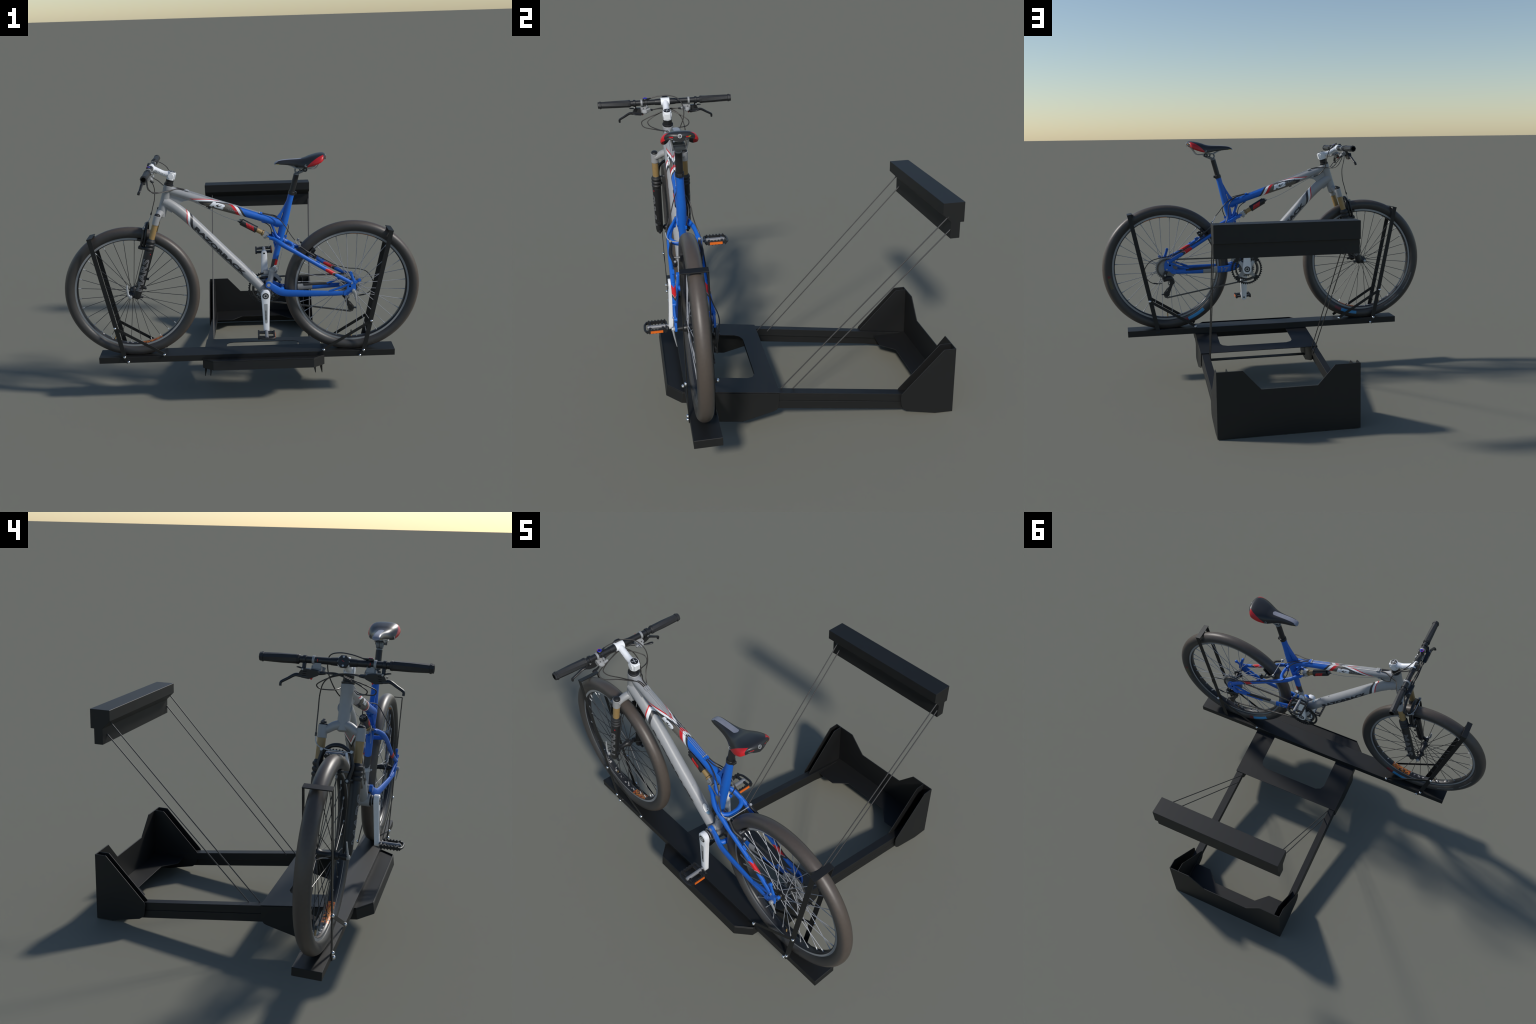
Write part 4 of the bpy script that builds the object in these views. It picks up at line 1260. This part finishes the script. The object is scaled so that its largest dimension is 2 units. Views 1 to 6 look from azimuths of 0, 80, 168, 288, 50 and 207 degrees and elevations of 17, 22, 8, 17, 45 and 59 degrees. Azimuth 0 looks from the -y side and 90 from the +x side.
# spider: four arms, their bolts, inner ring links
p = Part()
for k in range(4):
    a = PI / 4 + k * PI / 2
    d, n = V((math.cos(a), 0, math.sin(a))), V((-math.sin(a), 0, math.cos(a)))
    rings = []
    for r, hw, y in ((0.010, 0.024, 0.0660), (0.030, 0.0155, 0.0640), (0.048, 0.0105, 0.0600), (0.066, 0.0090, 0.0560), (0.0725, 0.0050, 0.0555)):
        q = V((BB.x, YB + y, BB.z)) + d * r
        rings.append([q - n * hw - V((0, 0.003, 0)), q + n * hw - V((0, 0.003, 0)), q + n * hw + V((0, 0.003, 0)), q - n * hw + V((0, 0.003, 0))])
    p.loft(rings)
    e = V((BB.x, YB + 0.0555, BB.z)) + d * 0.066
    p.cyl(e - V((0, 0.008, 0)), e + V((0, 0.0045, 0)), 0.0052, 1, 12)
    # dark tabs that tie the outer chainring to the arm
    f = V((BB.x, YB + 0.0585, BB.z))
    p.loft([[f + d * 0.062 + n * s * 0.010 - V((0, 0.0012, 0)), f + d * 0.062 + n * s * 0.010 + V((0, 0.0012, 0)), f + d * 0.087 + n * s * 0.022 + V((0, 0.0012, 0)), f + d * 0.087 + n * s * 0.022 - V((0, 0.0012, 0))] for s in (-1, 1)], 2)
    g = V((BB.x, YB + 0.0505, BB.z))
    p.loft([[g + d * 0.056 + n * s * 0.007 - V((0, 0.0012, 0)), g + d * 0.056 + n * s * 0.007 + V((0, 0.0012, 0)), g + d * 0.063 + n * s * 0.012 + V((0, 0.0012, 0)), g + d * 0.063 + n * s * 0.012 - V((0, 0.0012, 0))] for s in (-1, 1)], 2)
p.make("chainring_spider", crank, [m_metal, m_darkmetal, m_black], bevel=0.0008)

# cassette
cas = empty("cassette", bike, CR)
for k in range(8):
    r = 0.0690 - k * 0.0058
    y = YB + 0.0380 + k * 0.0036
    toothed_ring("sprocket", cas, CR, r, 0.014, max(12, int(34 - k * 2.8)), y, 0.0018, m_cassette)
p = Part()
p.cyl(CR + V((0, 0.034, 0)), CR + V((0, 0.068, 0)), 0.0155, 0, 20)
p.lathe([(0.040, 0.0358), (0.048, 0.0362), (0.048, 0.0372), (0.040, 0.0372)], CR, (0, 1, 0), 0, 32, False, True)
p.make("cassette_body", cas, [m_darkmetal])

# rear derailleur
der = empty("rear_derailleur", bike, W(0.630, 0.0785, 0.628))
PU, PLo = (0.6020, 0.5730), (0.6215, 0.5050)
p = Part()
p.tube([W(0.6220, 0.080, 0.652), W(0.6320, 0.082, 0.630), W(0.6390, 0.080, 0.606)], [0.010, 0.0125, 0.011], 0, 14, 4, (0, 1, 0), 0.8)
p.cyl(W(0.6310, 0.070, 0.6285), W(0.6310, 0.0940, 0.6285), 0.0105, 0, 18)
p.cyl(W(0.6310, 0.0935, 0.6285), W(0.6310, 0.0952, 0.6285), 0.0060, 1, 14)
p.tube([W(0.642, 0.078, 0.598), W(0.622, 0.074, 0.603), W(0.600, 0.070, 0.605), W(0.586, 0.066, 0.590)], [0.013, 0.0150, 0.0145, 0.013], 0, 14, 4, (0, 1, 0), 0.9)
p.obox(W(0.615, 0.080, 0.596), (1, 0, 0.05), (0, 0, 1), 0.021, 0.0060, 0.0050)
p.cyl(W(0.588, 0.060, 0.582), W(0.588, 0.078, 0.582), 0.0145, 0, 18)
for y in (0.052, 0.066):
    p.prism([(0.578, 0.590), (0.596, 0.594), (0.605, 0.560), (0.618, 0.528), (0.632, 0.516), (0.634, 0.500), (0.622, 0.492), (0.610, 0.497), (0.602, 0.520), (0.586, 0.560)], "y", YB + y, YB + y + 0.0025)
p.make("derailleur_body", der, [m_black, m_metal], bevel=0.0012)
for x, z, r in (PU + (0.0160,), PLo + (0.0195,)):
    toothed_ring("jockey_wheel", der, V((x, 0, z)), r, 0.006, 11, YB + 0.0605, 0.0040, m_darkmetal)
p = Part()
p.obox(W(0.640, 0.060, 0.5075), (1, 0, -0.1), (0, 1, 0), 0.014, 0.008, 0.0028)
p.cyl(W(0.6215, 0.050, 0.5050), W(0.6215, 0.0705, 0.5050), 0.0040, 0, 10)
p.make("cage_pin", der, [m_black])

# front derailleur and cable anchor
p = Part()
c, t, upv, r = ST.at(ST.s_of(0.1745, 0.772))
p.lathe([(0.0160, -0.006), (0.0185, -0.006), (0.0185, 0.006), (0.0160, 0.006)], c, t, 0, 20, False, True)
p.obox(c + V((0.020, 0.010, 0.002)), (1, 0, -0.2), (0, 1, 0), 0.010, 0.008, 0.007, 0)
p.tube([c + V((0.016, 0.018, -0.008)), c + V((0.022, 0.032, -0.020)), c + V((0.018, 0.046, -0.028))], [0.0075, 0.0070, 0.006], 0, 12, 3)
cage = []
for k in range(7):
    a = math.radians(28 + k * 11)
    cage.append((0.108, a))
for y in (0.0430, 0.0560):
    pts_o = [(BB.x + 0.111 * math.cos(a), BB.z + 0.111 * math.sin(a)) for _, a in cage]
    pts_i = [(BB.x + 0.092 * math.cos(a), BB.z + 0.092 * math.sin(a)) for _, a in reversed(cage)]
    p.prism(pts_o + pts_i, "y", YB + y - 0.0010, YB + y + 0.0010, 0)
p.obox(W(BB.x + 0.105 * math.cos(0.5), 0.0495, BB.z + 0.105 * math.sin(0.5)), (1, 0, 0.5), (0, 1, 0), 0.004, 0.0075, 0.002)
p.ball(c + V((0.014, -0.020, 0.0)), 0.005, 0, 8)
p.ball(c + V((-0.018, 0.006, 0.006)), 0.004, 0, 8)
p.make("front_derailleur", bike, [m_metal], bevel=0.0005)


# chain: alternating links along the run
def chain_path():
    yc, yk = 0.0505, 0.0500
    pts = []
    R1 = 0.0715
    for k in range(19):
        a = math.radians(-97 - k * 10.0)
        pts.append((BB.x + R1 * math.cos(a), yc, BB.z + R1 * math.sin(a)))
    # upper run to the cassette
    R2 = 0.0550
    for k in range(1, 24):
        u = k / 24
        pts.append((BB.x + u * (CR.x - BB.x), yc + (yk - yc) * u, (BB.z + R1) * (1 - u) + (CR.z + R2) * u))
    for k in range(15):
        a = math.radians(90 - k * 13)
        pts.append((CR.x + R2 * math.cos(a), yk, CR.z + R2 * math.sin(a)))
    pts += [(PU[0] - 0.0155, 0.057, PU[1] + 0.012), (PU[0] - 0.0165, 0.0605, PU[1] - 0.002), (PU[0] - 0.005, 0.0605, PU[1] - 0.0165), (PU[0] + 0.016, 0.0605, PU[1] - 0.033), (PLo[0] + 0.0185, 0.0605, PLo[1] + 0.006), (PLo[0] + 0.013, 0.0605, PLo[1] - 0.014), (PLo[0] - 0.003, 0.0605, PLo[1] - 0.0195)]
    ex, ez = BB.x + R1 * math.cos(math.radians(-97)), BB.z + R1 * math.sin(math.radians(-97))
    x0, z0 = PLo[0] - 0.003, PLo[1] - 0.0195
    for k in range(1, 25):
        u = k / 25
        pts.append((x0 + (ex - x0) * u, 0.0605 + (yc - 0.0605) * u, z0 + (ez - z0) * u))
    return [W(*q) for q in pts]


pts = chain_path()
pts.append(pts[0])
p = Part()
pitch, acc, k, prev = 0.0146, 0.0, 0, pts[0]
marks = [pts[0]]
for a, b in zip(pts, pts[1:]):
    seg = (b - a).length
    while acc + seg >= pitch * len(marks):
        u = (pitch * len(marks) - acc) / seg
        marks.append(a.lerp(b, u))
    acc += seg
for i, (a, b) in enumerate(zip(marks, marks[1:])):
    d = b - a
    th = 0.0034 if i % 2 else 0.0024
    p.obox((a + b) / 2, d, (0, 1, 0), d.length / 2 + 0.0022, th, 0.0042)
ch = p.make("chain", bike, [m_chain])
ch["kind"] = "stuff"


# ------------------------------------------------------------------ rim brakes
def brake(pivot, top, fwd, rim_c, s):
    """pivot, top: (x, |w|, z); fwd: direction away from the fork or stay."""
    P, T = V((pivot[0], YB + s * pivot[1], pivot[2])), V((top[0], YB + s * top[1], top[2]))
    f = V(fwd).normalized()
    d = (T - P)
    p = Part()
    mid = P + d * 0.5 + V((0, s * 0.010, 0))
    p.tube([P - d * 0.06, P + d * 0.2 + V((0, s * 0.004, 0)), mid, T - d * 0.12, T], [0.0105, 0.0085, 0.0075, 0.0065, 0.0060], 0, 12, 5, f, 0.8)
    p.cyl(P - f * 0.012, P + f * 0.012, 0.0105, 0, 18)
    p.cyl(P + f * 0.011, P + f * 0.0145, 0.0062, 1, 14)
    p.cyl(T - f * 0.004, T + f * 0.009, 0.0068, 1, 12)
    # pad on the rim's brake track
    rad = (P + d * 0.25) - rim_c
    rad = V((rad.x, 0, rad.z)).normalized()
    pad = rim_c + rad * 0.3165 + V((0, s * 0.0235, 0))
    tan = V((rad.z, 0, -rad.x))
    p.obox(pad, tan, (0, 1, 0), 0.030, 0.0055, 0.0062, 0)
    p.cyl(pad, V((pad.x, P.y + s * 0.012, pad.z)) + V((0, 0, 0)), 0.0042, 1, 10)
    p.make("brake_arm", bike, [m_black, m_metal], bevel=0.0008)


for s in (-1, 1):
    brake((-0.5480, 0.0525, 0.9370), (-0.5230, 0.0575, 1.0430), (-0.955, 0, 0.29), CF, s)
    brake((0.4080, 0.0520, 0.8570), (0.3225, 0.0615, 0.9210), (0.50, 0, 0.86), CR, s)
# booster arch over the front tyre
p = Part()
bo = [(-0.530, -0.054, 0.945), (-0.520, -0.060, 0.990), (-0.5140, -0.050, 1.034), (-0.5110, -0.027, 1.055), (-0.510, 0.0, 1.061), (-0.5110, 0.027, 1.055), (-0.5140, 0.050, 1.034), (-0.520, 0.060, 0.990), (-0.530, 0.054, 0.945)]
p.tube([W(*q) for q in bo], [0.007, 0.006, 0.0065, 0.0075, 0.0080, 0.0075, 0.0065, 0.006, 0.007], 0, 12, 5, (1, 0, 0.3), 1.2)
p.make("fork_arch", bike, [m_black])
